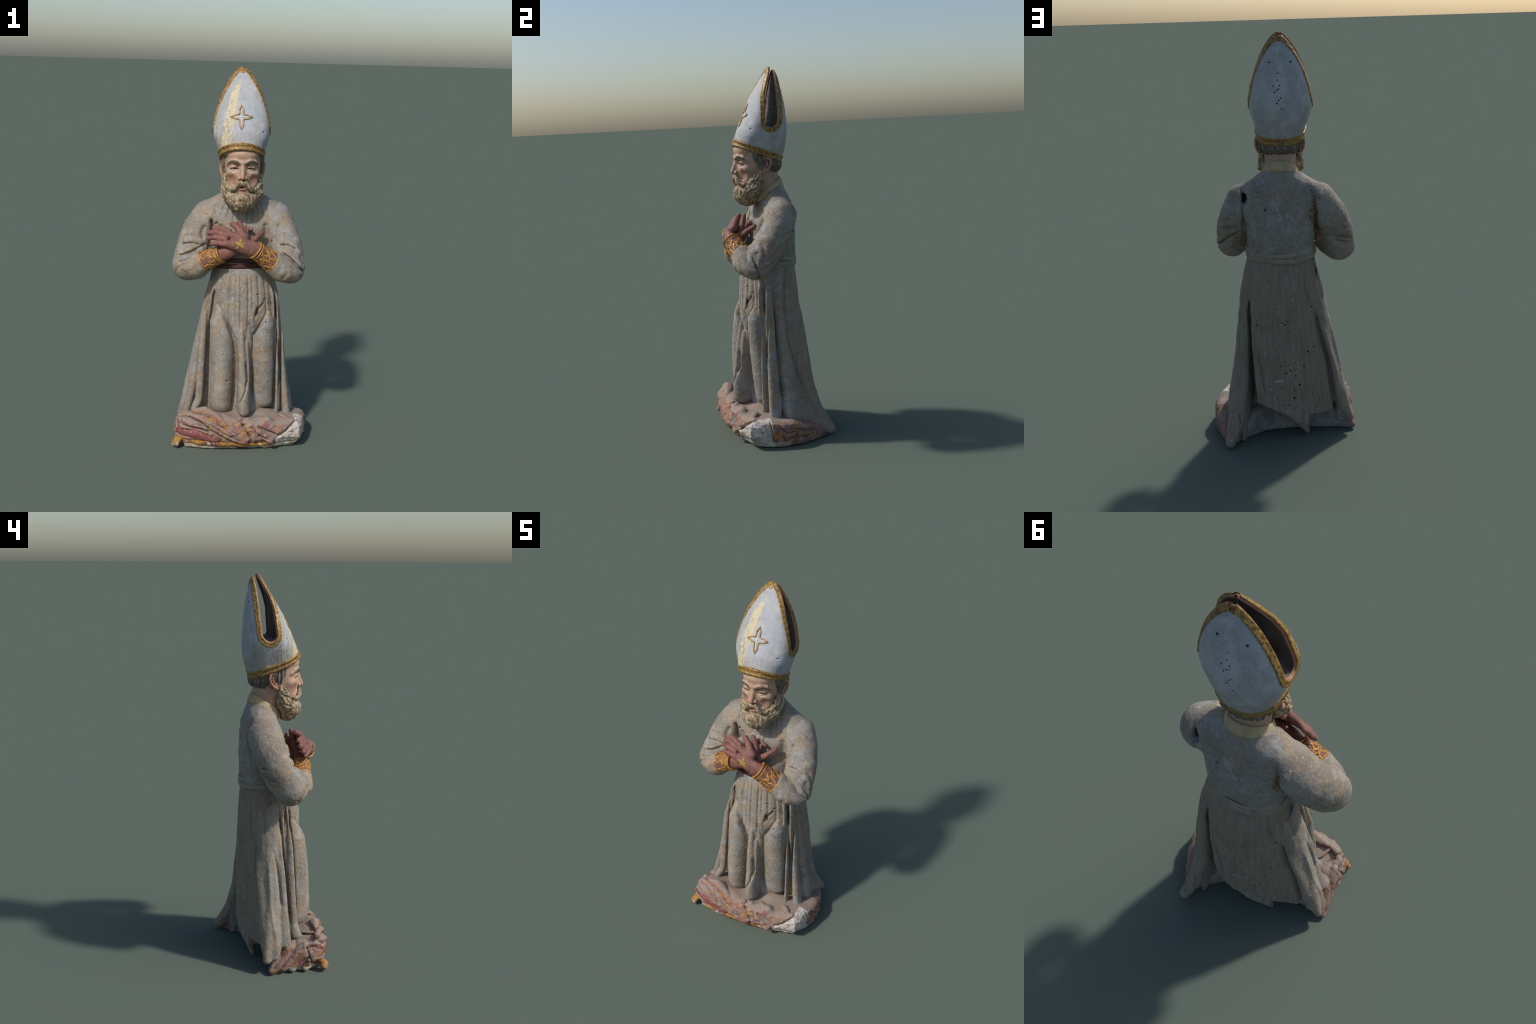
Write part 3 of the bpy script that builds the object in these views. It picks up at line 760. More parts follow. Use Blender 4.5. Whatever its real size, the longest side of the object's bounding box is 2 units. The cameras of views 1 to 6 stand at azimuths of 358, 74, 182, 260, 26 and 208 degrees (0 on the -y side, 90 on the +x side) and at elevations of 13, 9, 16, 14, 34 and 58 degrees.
B.groove('xz', [(-0.08, 1.19), (-0.03, 1.20)], 0.006, -0.003, **Kt)

B.chain([(0.172, 0.135, 1.262), (0.160, 0.130, 1.238), (0.166, 0.125, 1.212)], [0.006, 0.013, 0.007], 0.003, cut=True)
B.chain([(0.172, 0.105, 1.255), (0.160, 0.100, 1.236), (0.166, 0.098, 1.212)], [0.008, 0.015, 0.008], 0.003, cut=True)
B.chain([(0.077, -0.147, 0.715), (0.085, -0.147, 0.742), (0.104, -0.145, 0.766)], [0.004, 0.009, 0.003], 0.002, cut=True)
# worm holes, bored as short cylinders
HOLES = []
def bore(p, axis, r):
    p = np.array(p); axis = np.array(axis, float) / np.linalg.norm(axis)
    pos = p + axis * 0.12; step = 0.002            # march inwards until the surface is met
    for _ in range(140):
        q = np.round((pos - body.lo) / body.h).astype(int)
        if (q >= 0).all() and (q < body.n).all() and body.v[tuple(q)] < 0:
            break
        pos = pos - axis * step
    else:
        return
    HOLES.append((pos, axis, r))
for _ in range(44):
    x = RNG.normal(-0.02, 0.065); z = 0.18 + 0.52 * RNG.random() ** 1.3
    bore((np.clip(x, -0.2, 0.12), 0.16, z), (0, 1, 0.02), RNG.choice([0.0024, 0.0030, 0.0040]))
for x, z, r in ((0.065, 1.19, 0.0045), (0.066, 1.184, 0.0040), (0.10, 1.29, 0.0035), (-0.055, 1.235, 0.0035), (0.0, 1.09, 0.003), (0.125, 0.63, 0.004), (0.125, 0.61, 0.0045), (0.125, 0.595, 0.004), (-0.12, 0.46, 0.005), (-0.10, 0.385, 0.005)):
    bore((x, 0.1, z), (0, 1, 0), r)
for x, z in ((0.12, 0.80), (0.15, 0.74), (0.13, 0.68), (0.14, 0.58), (-0.03, 0.50), (-0.09, 0.51), (0.06, 0.78), (-0.07, 0.36), (-0.14, 0.45), (0.19, 0.99), (0.08, 0.83), (0.155, 1.11)):
    bore((x, -0.10, z), (0.0, -1, 0.05), RNG.choice([0.003, 0.004]))
for p, ax, r in HOLES:
    B.chain([p + ax * 0.01, p - ax * 0.008], [r, r], 0.0015, cut=True)

P, Q = body.mesh(1)
# weathering relief: lumps, vertical grain behind, fine pits
N = vnormals(P, Q)
grain = noise(P, 60, 3, 3, (1, 1, 0.08)) * (ss(P[:, 1], 0.0, 0.12) * (P[:, 2] < 0.93) + 0.25)
upper_part = ss(P[:, 2], 0.92, 1.0)
P = P + N * ((0.0020 + 0.0016 * upper_part) * noise(P, 22, 1, 3) + 0.0016 * upper_part * noise(P, 10, 9, 2) + 0.0011 * grain + 0.0009 * noise(P, 95, 5, 2))[:, None]
def sample(f, P):
    q = np.clip(np.round((P - f.lo) / f.h).astype(int), 0, f.n - 1)
    return f.v[q[:, 0], q[:, 1], q[:, 2]]
fc = P[Q].mean(1)
arms.v = armv; av = sample(arms, fc)
arms.v = np.asarray(torso, F32) * np.ones_like(armv); tv = sample(arms, fc)
zsash = 0.945 + (0.185 - fc[:, 1]) * 0.15
region = np.where(fc[:, 2] < zsash, 1, 0)
isarm = (av < tv - 0.004) & (av < 0.02) & (fc[:, 2] > 0.84) & (np.abs(fc[:, 0]) > 0.10)
region = np.where(isarm & (fc[:, 0] < 0), 2, np.where(isarm, 3, region))
torso_ob, skirt_ob, sl1, sl2 = split(P, Q, region, ['torso', 'skirt', 'sleeve', 'sleeve'], [m_robe, m_robe, m_sleeve, m_sleeve], root)

# near-black plugs modelled as the shadow down the worm holes, one joined part
V, Fq = [], []
for p, ax, r in HOLES:
    a = np.cross(ax, (0.3, 0.2, 0.9)); a /= np.linalg.norm(a); b = np.cross(a, ax); o = len(V)
    c = p - ax * 0.0035
    for s in range(8):
        w = s * math.pi / 4; V.append(c + (r + 0.001) * (math.cos(w) * a + math.sin(w) * b))
    V.append(c - ax * 0.003)
    for s in range(0, 8, 2):
        Fq.append((o + s, o + s + 1, o + (s + 2) % 8, o + 8))
add_mesh('hole_shadow_plug', V, Fq, m_hole, root, kind='stuff')

# sash: two rolls round the waist
def outline(z_of_y, grow, n=160):
    pts = []
    for i in range(n):
        a = 2 * math.pi * i / n
        c, s = math.cos(a), math.sin(a); z = 0.96
        for _ in range(4):
            e = [float(v) for v in torso_extents(np.array(z))]
            ax_ = e[0] if c < 0 else e[1]; by_ = (0.045 - e[2]) if s < 0 else (e[3] - 0.045)
            rr = 1 / ((abs(c) / ax_) ** 2.15 + (abs(s) / by_) ** 2.15) ** (1 / 2.15) + grow
            x, y = -0.008 + rr * c, 0.045 + rr * s; z = z_of_y(y)
        pts.append((x, y, z))
    return np.array(pts)
Vs, Qs, off = [], [], 0
for dz, rad in ((0.016, 0.0125), (-0.011, 0.0140)):
    path = outline(lambda y: 0.945 + (0.185 - y) * 0.15 + dz, 0.004)
    path[:, 2] += 0.0025 * np.sin(np.arange(160) * 0.11 + dz * 90)
    v, q = tube(path, rad, 12, True)
    core = np.repeat(path, 12, 0); v[:, :2] = core[:, :2] + (v - core)[:, :2] * 0.5
    Vs.append(v); Qs.append(q + off); off += len(v)
add_mesh('sash', np.concatenate(Vs), np.concatenate(Qs), m_sash, root)

# collar: flaring band, high at the nape and dipping toward the throat
Vc = []; n = 96
prof = ((0, 0.010), (0.02, 0.0150), (0.25, 0.0135), (0.55, 0.0090), (0.85, 0.0050), (0.97, 0.0030), (1.0, 0.000), (1.0, -0.006), (0.6, -0.007))
for i in range(n):
    a = 2 * math.pi * i / n; c, s = math.cos(a), math.sin(a)
    for u, g in prof:
        y = 0.048 + (0.073 + g) * s; x = -0.008 + (0.078 + g) * c
        z = 1.352 + 0.58 * (0.048 + 0.078 * s - 0.048) + (-0.030 + 0.046 * u)
        Vc.append((x, y - 0.006 * u, z))
m7 = len(prof)
Qc = [(i * m7 + j, ((i + 1) % n) * m7 + j, ((i + 1) % n) * m7 + j + 1, i * m7 + j + 1) for i in range(n) for j in range(m7 - 1)]
add_mesh('collar', Vc, Qc, m_collar, root)

# ================================================================== HEAD
HX = -0.009
head = Field((-0.125, -0.175, 1.27), (0.107, 0.14, 1.64), 0.0023)
H = head
hp = lambda x, y, z: (HX + x, y, z)
H.ellipsoid(hp(0, 0.000, 1.525), (0.100, 0.120, 0.110), 0.0)
H.ellipsoid(hp(0, -0.030, 1.465), (0.084, 0.094, 0.105), 0.02)
H.ellipsoid(hp(0, -0.075, 1.565), (0.078, 0.056, 0.045), 0.02)            # forehead
H.ellipsoid(hp(0, -0.070, 1.400), (0.060, 0.058, 0.055), 0.02)            # muzzle
H.ellipsoid(hp(0, -0.075, 1.345), (0.045, 0.045, 0.045), 0.02)            # chin
for s in (-1, 1):
    H.ellipsoid(hp(s * 0.056, -0.078, 1.462), (0.028, 0.030, 0.024), 0.02)  # cheekbone
    H.ellipsoid(hp(s * 0.048, -0.070, 1.425), (0.030, 0.030, 0.035), 0.02)  # cheek
    H.chain([hp(s * 0.012, -0.119, 1.523), hp(s * 0.035, -0.116, 1.531), hp(s * 0.062, -0.098, 1.526), hp(s * 0.076, -0.078, 1.510)], [0.013, 0.014, 0.012, 0.008], 0.010)
    H.ellipsoid(hp(s * 0.040, -0.132, 1.500), (0.029, 0.031, 0.018), 0.008, cut=True)  # socket
    H.ellipsoid(hp(s * 0.066, -0.118, 1.428), (0.024, 0.026, 0.030), 0.022, cut=True)  # hollow cheek
    H.ellipsoid(hp(s * 0.042, -0.094, 1.497), (0.0235, 0.0215, 0.0195), 0.006)           # lids over the ball
    H.chain([hp(s * 0.020, -0.112, 1.4935), hp(s * 0.040, -0.117, 1.4950), hp(s * 0.061, -0.104, 1.4925)], [0.0028, 0.0056, 0.0022], 0.0012, cut=True)  # opening
    H.chain([hp(s * 0.020, -0.114, 1.496), hp(s * 0.040, -0.1165, 1.5030), hp(s * 0.063, -0.100, 1.495)], [0.0026, 0.0042, 0.0026], 0.0015)      # upper lid
    H.chain([hp(s * 0.022, -0.110, 1.487), hp(s * 0.042, -0.112, 1.4845), hp(s * 0.060, -0.100, 1.488)], [0.0022, 0.0028, 0.002], 0.003)        # lower lid
    H.chain([hp(s * 0.028, -0.110, 1.474), hp(s * 0.046, -0.108, 1.470), hp(s * 0.062, -0.096, 1.475)], [0.003, 0.005, 0.003], 0.006)         # bag
H.chain([hp(0, -0.118, 1.530), hp(0, -0.124, 1.510), hp(0, -0.134, 1.480), hp(0, -0.143, 1.451)], [0.011, 0.0095, 0.0105, 0.0125], 0.010)  # nose
H.chain([hp(0, -0.115, 1.500), hp(0, -0.118, 1.455)], [0.014, 0.018], 0.012)
for s in (-1, 1):
    H.ellipsoid(hp(s * 0.0165, -0.126, 1.447), (0.0105, 0.014, 0.0105), 0.005)
    H.ellipsoid(hp(s * 0.0085, -0.141, 1.4365), (0.0045, 0.006, 0.004), 0.002, cut=True)
    H.chain([hp(s * 0.024, -0.124, 1.452), hp(s * 0.036, -0.115, 1.428), hp(s * 0.044, -0.105, 1.410)], [0.004, 0.0075, 0.006], 0.004, cut=True)
    H.chain([hp(s * 0.004, -0.142, 1.545), hp(s * 0.004, -0.140, 1.528)], [0.0015, 0.0025], 0.004, cut=True)
    H.chain([hp(s * 0.02, -0.139, 1.556), hp(s * 0.045, -0.129, 1.560), hp(s * 0.06, -0.116, 1.555)], [0.002, 0.0038, 0.0015], 0.004, cut=True)
    H.chain([hp(s * 0.068, -0.100, 1.500), hp(s * 0.078, -0.085, 1.494)], [0.002, 0.0025], 0.004, cut=True)
H.ellipsoid(hp(0, -0.131, 1.397), (0.021, 0.016, 0.0065), 0.002, cut=True)   # open mouth
# neck
H.chain([hp(0.001, 0.050, 1.28), hp(0.001, 0.040, 1.36), hp(0.0, 0.030, 1.46)], [0.076, 0.073, 0.076], 0.02)
P, Q = H.mesh(1)
N = vnormals(P, Q)
P = P + N * (0.0010 * noise(P, 45, 21, 3))[:, None]
fc = P[Q].mean(1)
region = np.where(fc[:, 2] < 1.415 + 0.25 * (0.0 - fc[:, 1]) * 0 + np.where(fc[:, 1] < 0.0, -1, 0), 1, 0)
head_ob, neck_ob = split(P, Q, region, ['head', 'neck'], [m_skin, m_skin], root)

def small_field(lo, hi, h=0.0019):
    return Field([lo[i] for i in range(3)], [hi[i] for i in range(3)], h)

# eyes: ball with a dark iris disc
def sphere(c, r, nu=20, nv=12, squash=(1, 1, 1), half=None):
    V = []; Qs = []
    for j in range(nv + 1):
        b = math.pi * j / nv
        for i in range(nu):
            a = 2 * math.pi * i / nu
            V.append((c[0] + r * squash[0] * math.sin(b) * math.cos(a), c[1] + r * squash[1] * math.sin(b) * math.sin(a), c[2] + r * squash[2] * math.cos(b)))
    for j in range(nv):
        for i in range(nu):
            i2 = (i + 1) % nu
            Qs.append((j * nu + i, (j + 1) * nu + i, (j + 1) * nu + i2, j * nu + i2))
    return np.array(V), np.array(Qs)
for s in (-1, 1):
    v, q = sphere(hp(s * 0.042, -0.0935, 1.4965), 0.0195)
    eye = add_mesh('eye', v, q, m_eyewhite, head_ob)
    v, q = sphere(hp(s * 0.0405, -0.1050, 1.4970), 0.0112, squash=(1, 0.80, 0.9))
    add_mesh('iris', v, q, m_iris, head_ob)
    v, q = tube(catmull([hp(s * 0.019, -0.1145, 1.4935), hp(s * 0.030, -0.1190, 1.4985), hp(s * 0.042, -0.1195, 1.4998), hp(s * 0.054, -0.1130, 1.4965), hp(s * 0.064, -0.1025, 1.4915)], 5), 0.0017, 6)
    add_mesh('eyelash', v, q, m_iris, head_ob)
# eyebrows: low carved ridges
for s in (-1, 1):
    path = catmull([hp(s * 0.008, -0.130, 1.5145), hp(s * 0.022, -0.1285, 1.5245), hp(s * 0.042, -0.1215, 1.5315), hp(s * 0.062, -0.107, 1.5275), hp(s * 0.078, -0.086, 1.5125)], 6)
    for p in path:                       # lay the hairs on the brow ridge
        i, k = (int(round((p[a] - H.lo[a]) / H.h)) for a in (0, 2))
        p[1] = H.lo[1] + H.h * int(np.argmax(H.v[i, :, k] < 0))
    path[1:-1] = 0.25 * path[:-2] + 0.5 * path[1:-1] + 0.25 * path[2:]
    v, q = tube(path, 0.0058 * np.sin(np.linspace(0.35, math.pi - 0.15, len(path))) ** 0.8 + 0.0008, 8)
    core = np.repeat(path, 8, 0); v[:, 1] = core[:, 1] + (v - core)[:, 1] * 0.55
    add_mesh('eyebrow', v, q, m_brow, head_ob)
# mouth: dark opening and lower lip
v, q = sphere(hp(0, -0.1165, 1.398), 0.018, squash=(1.05, 0.35, 0.36))
add_mesh('mouth', v, q, m_mouth, head_ob)
v, q = tube(catmull([hp(-0.019, -0.120, 1.388), hp(-0.010, -0.1275, 1.3885), hp(0, -0.130, 1.3895), hp(0.010, -0.1275, 1.3885), hp(0.019, -0.120, 1.388)], 5), np.array([0.0010] + [0.0042] * 19 + [0.0010]), 10)
add_mesh('lip', v, q, m_lip, head_ob)

# ears
for s in (-1, 1):
    c = np.array(hp(s * 0.103, 0.008, 1.480))
    E_ = small_field(c - np.array([0.03, 0.045, 0.06]), c + np.array([0.03, 0.045, 0.06]), 0.0018)
    def ep(y, z, o):      # ear plane: swings outwards toward its rear edge
        return (c[0] + s * (o + 0.34 * y), c[1] + 1.25 * y + 0.10 * z, c[2] + z)
    E_.ellipsoid(ep(0.002, -0.002, -0.006), (0.008, 0.027, 0.036), 0.0)
    E_.chain([ep(-0.017, 0.012, 0.0), ep(-0.012, 0.031, 0.002), ep(0.004, 0.040, 0.003), ep(0.019, 0.032, 0.004), ep(0.024, 0.012, 0.005), ep(0.020, -0.010, 0.004), ep(0.010, -0.028, 0.003), ep(-0.004, -0.038, 0.0)],
             [0.004, 0.006, 0.0066, 0.007, 0.0068, 0.006, 0.006, 0.008], 0.003)
    E_.chain([ep(0.010, 0.020, 0.002), ep(0.012, 0.004, 0.002), ep(0.004, -0.012, 0.001)], [0.004, 0.0045, 0.004], 0.003)
    E_.chain([ep(-0.017, -0.004, 0.001), ep(-0.014, -0.012, 0.001)], [0.005, 0.005], 0.003)
    E_.ellipsoid(ep(-0.004, -0.001, 0.004), (0.008, 0.010, 0.013), 0.003, cut=True)
    P, Q = E_.mesh(1)
    add_mesh('ear', P, Q, m_ear, head_ob)

# hair: cap below the mitre band with carved vertical locks
hair = Field((-0.135, -0.09, 1.40), (0.117, 0.145, 1.62), 0.0022)
hair.ellipsoid(hp(0, 0.005, 1.510), (0.109, 0.127, 0.105), 0.0)
hair.chain([hp(-0.055, 0.080, 1.475), hp(0, 0.098, 1.472), hp(0.055, 0.080, 1.475)], [0.032, 0.030, 0.032], 0.015)
for s in (-1, 1):
    hair.chain([hp(s * 0.093, -0.042, 1.545), hp(s * 0.094, -0.022, 1.490), hp(s * 0.090, -0.012, 1.44)], [0.012, 0.014, 0.012], 0.01)
    hair.chain([hp(s * 0.082, 0.055, 1.50), hp(s * 0.080, 0.060, 1.455)], [0.028, 0.018], 0.012)
# keep behind the temples, end above the nape
X, Y, Z = hair.X, hair.Y, hair.Z
edge = -0.052 + 0.030 * ss(Z, 1.53, 1.46)
hair.v = smax(hair.v, (edge - Y), 0.006).astype(F32)
ang = np.arctan2(X - HX, Y - 0.0)
hemline = 1.438 + 0.030 * ss(np.abs(X - HX), 0.07, 0.085) * (Y > 0.03) + 0.005 * np.sin(ang * 24 + 2.0 * np.sin(ang * 7))
hair.v = smax(hair.v, hemline - Z, 0.008).astype(F32)
P, Q = hair.mesh(1)
N = vnormals(P, Q); an = np.arctan2(P[:, 0] - HX, P[:, 1])
P = P + N * (0.0022 * np.sin(an * 34 + 3 * noise(P, 22, 31, 2)) + 0.0012 * noise(P, 120, 33, 2, (1, 1, 0.15)))[:, None]
add_mesh('hair', P, Q, m_hair, head_ob)

# beard: soft base masses with carved locks laid over them
beard = Field((-0.135, -0.175, 1.25), (0.117, 0.045, 1.475), 0.0021)
def beard_base(fld):
    fld.ellipsoid(hp(0, -0.082, 1.335), (0.062, 0.048, 0.051), 0.0)
    fld.ellipsoid(hp(0, -0.062, 1.318), (0.055, 0.056, 0.044), 0.02)
    for s in (-1, 1):
        fld.ellipsoid(hp(s * 0.058, -0.045, 1.365), (0.031, 0.043, 0.057), 0.02)
        fld.chain([hp(s * 0.088, -0.016, 1.455), hp(s * 0.088, -0.024, 1.41), hp(s * 0.078, -0.03, 1.37)], [0.009, 0.017, 0.026], 0.015)
beard_base(beard)
base_v = beard.v.copy()
def surf_point(a, e, lift_=0.0):
    """point on the beard base along a ray from its core; a = turn from the front, e = elevation"""
    o = np.array(hp(0, -0.045, 1.36)); dr = np.array([math.sin(a) * math.cos(e), -math.cos(a) * math.cos(e), math.sin(e)])
    last = None
    for r in np.arange(0.15, 0.01, -0.002):
        p = o + dr * r; q = np.round((p - beard.lo) / beard.h).astype(int)
        if (q >= 0).all() and (q < beard.n).all() and base_v[tuple(q)] < 0:
            return p + dr * lift_
    return None
rows = ((0.55, 9, 1.30, 0.35), (0.22, 12, 1.38, 0.42), (-0.12, 15, 1.40, 0.0), (-0.45, 15, 1.40, 0.0), (-0.78, 13, 1.5, 0.0), (-1.08, 10, 1.6, 0.0))
for ri, (el, cnt, span, gap) in enumerate(rows):
    for i in range(cnt):
        a = -span + 2 * span * (i + (0.5 if ri % 2 else 0.0)) / (cnt - (0 if ri % 2 else 1)) + RNG.normal(0, 0.03)
        if abs(a) < gap + 0.35 * (el > 0.1):
            continue
        curl = RNG.choice([-1, 1]) * RNG.uniform(0.05, 0.13); ph = RNG.uniform(0, 6)
        ln = RNG.uniform(0.42, 0.58); pts = []; rad = []
        for k in range(7):
            u = k / 6
            p = surf_point(a + curl * math.sin(u * 4.2 + ph), el + 0.12 - ln * u + RNG.normal(0, 0.01), 0.0012)
            if p is None:
                continue
            pts.append(p); rad.append(0.0112 * (0.55 + 0.75 * math.sin(math.pi * min(u + 0.15, 1) * 0.9)))
        if len(pts) > 3:
            beard.chain(pts, rad, 0.0014)
        if el < -0.1 and pts and RNG.random() < 0.7:      # curled tip
            beard.ellipsoid(pts[-1] + RNG.normal(0, 0.002, 3), (0.0105, 0.0105, 0.0095), 0.002)
for s in (-1, 1):       # sideburn locks
    for k in range(7):
        z0 = 1.465 - 0.016 * k; y0 = 0.002 - 0.0045 * k - 0.005 * (k % 3)
        beard.chain([hp(s * 0.092, y0, z0), hp(s * (0.100 + 0.001 * k), y0 - 0.012, z0 - 0.014), hp(s * (0.100 + 0.0005 * k), y0 - 0.030, z0 - 0.024)], [0.005, 0.008, 0.005], 0.002)
        beard.chain([hp(s * 0.088, y0 - 0.030, z0 - 0.010), hp(s * 0.094, y0 - 0.040, z0 - 0.026), hp(s * 0.086, y0 - 0.054, z0 - 0.036)], [0.004, 0.0075, 0.005], 0.002)
# clear the cheeks, the mouth and the patch below the lip
beard.ellipsoid(hp(0, -0.130, 1.415), (0.062, 0.075, 0.030), 0.006, cut=True)
for s in (-1, 1):
    beard.ellipsoid(hp(s * 0.045, -0.105, 1.440), (0.034, 0.070, 0.045), 0.006, cut=True)
beard.ellipsoid(hp(0, -0.140, 1.378), (0.020, 0.030, 0.022), 0.005, cut=True)
P, Q = beard.mesh(1)
N = vnormals(P, Q)
P = P + N * (0.0014 * noise(P, 110, 41, 2, (1, 1, 0.4)))[:, None]
add_mesh('beard', P, Q, m_beard, head_ob)

# moustache: two sweeping lobes with upturned tips
must = Field((-0.10, -0.175, 1.35), (0.08, -0.06, 1.45), 0.0019)
for s in (-1, 1):
    for dz, dy, rr in ((0.0, 0.0, 0.9), (0.008, 0.002, 0.62), (-0.007, 0.0, 0.62), (0.003, -0.004, 0.55)):
        must.chain([hp(s * 0.003, -0.133 + dy, 1.423 + dz), hp(s * 0.018, -0.134 + dy, 1.419 + dz), hp(s * 0.032, -0.130 + dy, 1.404 + dz), hp(s * 0.047, -0.120 + dy, 1.387 + dz * 0.8), hp(s * 0.062, -0.106 + dy, 1.382 + dz * 0.7), hp(s * 0.074, -0.092 + dy, 1.390 + dz * 0.5)],
                   [0.0085 * rr, 0.0110 * rr, 0.0120 * rr, 0.0110 * rr, 0.009 * rr, 0.005 * rr], 0.0025)
P, Q = must.mesh(1)
N = vnormals(P, Q)
P = P + N * (0.0012 * noise(P, 140, 43, 2))[:, None]
add_mesh('moustache', P, Q, m_beard, head_ob)

# ================================================================== MITRE
def mitre_profiles(z):
    w = tab(z, (1.46, 0.103), (1.50, 0.107), (1.53, 0.112), (1.565, 0.1195), (1.60, 0.131), (1.64, 0.144), (1.67, 0.1485), (1.70, 0.147), (1.76, 0.1355), (1.82, 0.1185), (1.866, 0.1015), (1.90, 0.0865), (1.94, 0.064), (1.97, 0.042), (1.99, 0.022), (2.00, 0.007), (2.02, 0.003))
    yF = tab(z, (1.46, -0.134), (1.60, -0.130), (1.65, -0.111), (1.70, -0.088), (1.75, -0.064), (1.80, -0.040), (1.85, -0.013), (1.90, 0.018), (1.95, 0.050), (2.00, 0.083), (2.02, 0.09))
    yB = tab(z, (1.46, 0.112), (1.487, 0.124), (1.515, 0.136), (1.56, 0.151), (1.60, 0.160), (1.655, 0.164), (1.72, 0.163), (1.80, 0.156), (1.871, 0.145), (1.93, 0.132), (1.986, 0.116), (2.02, 0.108))
    eF = tab(z, (1.46, 0.012), (1.60, 0.018), (1.70, 0.008), (1.84, 0.024), (1.90, 0.044), (1.96, 0.073), (2.00, 0.092), (2.02, 0.10))
    eB = tab(z, (1.46, 0.03), (1.60, 0.05), (1.70, 0.085), (1.79, 0.094), (1.90, 0.101), (1.96, 0.106), (1.99, 0.109), (2.02, 0.110))
    xc = tab(z, (1.46, -0.011), (1.67, -0.018), (2.0, -0.017))
    return w, yF, yB, eF, eB, xc

def rear_width(z):
    """the rear horn is a little lower, so it narrows sooner"""
    return mitre_profiles(z + 0.013 * ss(z, 1.76, 1.95))[0]

def mitre_g(X, Y, Z):
    w, yF, yB, eF, eB, xc = mitre_profiles(Z)
    w = np.where(Y > 0.5 * (eF + eB), rear_width(Z), w)
    eB = np.maximum(eB, eF + 0.002)
    u = np.maximum((eF - Y) / np.maximum(eF - yF, 0.004), (Y - eB) / np.maximum(yB - eB, 0.004))
    u = np.maximum(u, 0)
    return (np.abs((X - xc) / w) ** 2.05 + u ** 2.05) ** (1 / 2.05)

SLOT_BOTTOM, SLOT_ROUND = 1.676, 1.716
def slot_edges(z):
    """front and rear edge (y) of the side opening; a rounded U that narrows to the tips"""
    _, _, _, eF, eB, _ = mitre_profiles(z)
    t = np.clip((z - SLOT_BOTTOM) / (SLOT_ROUND - SLOT_BOTTOM), 0, 1)
    k = np.sqrt(np.maximum(1 - (1 - t) ** 2, 0)); mid = 0.5 * (eF + eB)
    return mid - (mid - eF) * k, mid + (eB - mid) * k

def band_z(y):
    return 1.536 - 0.385 * (y + 0.003) + 0.10 * np.maximum(0, -0.05 - y) 

mit = Field((-0.185, -0.145, 1.46), (0.15, 0.18, 2.012), 0.0023)
X, Y, Z = mit.X, mit.Y, mit.Z
g = mitre_g(X, Y, Z).astype(F32)
gx, gy, gz = np.gradient(g, mit.h)
dist = (g - 1) / np.maximum(np.sqrt(gx * gx + gy * gy + gz * gz), 4.0)
del gx, gy, gz
apex_f = 2.0 - Z
top = np.where(Y < 0.1005, Z - 2.0005, Z - 1.988)
shell = smax(dist, top, 0.004)
w_, yF_, yB_, eF_, eB_, xc_ = mitre_profiles(Z)
ui = np.maximum(np.maximum((eF_ - Y) / np.maximum(0.03 * (eF_ - yF_), 0.003), (Y - eB_) / np.maximum(0.04 * (yB_ - eB_), 0.003)), 0)
gi = (np.abs((X - xc_) / np.maximum(w_ - 0.010, 0.004)) ** 2.3 + ui ** 2.3) ** (1 / 2.3)
hollow = smax((gi - 1) * 0.035, 1.674 + 0.028 * ss(0.14 - np.abs(X + 0.018), 0, 0.08) - Z, 0.01)
shell = np.maximum(shell, -hollow)
sf, sb = slot_edges(Z)
slotd = np.maximum(np.maximum(sf - Y, Y - sb), SLOT_BOTTOM + 0.026 * ss(0.135 - np.abs(X + 0.018), 0, 0.08) - Z)
shell = smax(shell, -slotd, 0.003)
shell = np.maximum(shell, band_z(Y) - Z)
# cavity for the head
mit.v = np.broadcast_to(shell, mit.n).astype(F32).copy()
mit_dist = Field(mit.lo, mit.lo + (mit.n - 1) * mit.h, mit.h); mit_dist.v = np.broadcast_to(dist, mit.n).astype(F32)
MH = []
for x, z in ((0.005, 1.82), (0.008, 1.79), (0.0, 1.765), (0.028, 1.765), (0.003, 1.75), (0.012, 1.745), (0.022, 1.735), (0.005, 1.70), (-0.005, 1.71), (0.012, 1.685), (-0.055, 1.87), (0.043, 1.87), (-0.008, 1.66)):
    yB_ = float(mitre_profiles(np.array(z))[2]); MH.append((np.array([x - 0.017, yB_ - 0.001, z]), np.array([0, 1.0, 0.1]), 0.0035))
MH.append((np.array([-0.027, float(mitre_profiles(np.array(1.79))[1]) + 0.001, 1.79]), np.array([0, -1.0, 0.4]), 0.004))
for p, ax, r in MH:
    mit.chain([p + ax * 0.008, p - ax * 0.006], [r, r], 0.001, cut=True)
mit.groove('xz', [(0.088, 1.676), (0.100, 1.674)], 0.004, 0.006, (0.05, -0.145, 1.65), (0.13, 0.02, 1.70))
P, Q = mit.mesh(1)
N = vnormals(P, Q)
lowleft = ss(-P[:, 0], 0.05, 0.1) * ss(1.74 - P[:, 2], 0, 0.06) * (P[:, 1] < 0.03)
P = P + N * (0.0010 * noise(P, 30, 51, 3) + 0.0016 * lowleft * noise(P, 70, 53, 2, (1, 1, 0.12)))[:, None]
fc = P[Q].mean(1); fd = sample(mit_dist, fc)
fn = np.cross(P[Q[:, 2]] - P[Q[:, 0]], P[Q[:, 3]] - P[Q[:, 1]])
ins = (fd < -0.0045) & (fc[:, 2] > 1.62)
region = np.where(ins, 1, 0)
rear = fc[:, 1] > 0.1005
tip = (np.abs(fc[:, 0] + 0.017) < 0.010 + 0.0 * fd) & (fc[:, 2] > np.where(rear, 1.960, 1.970)) & (fd > -0.004) | (fc[:, 2] > np.where(rear, 1.979, 1.990))
region = np.where(tip, 2, region)
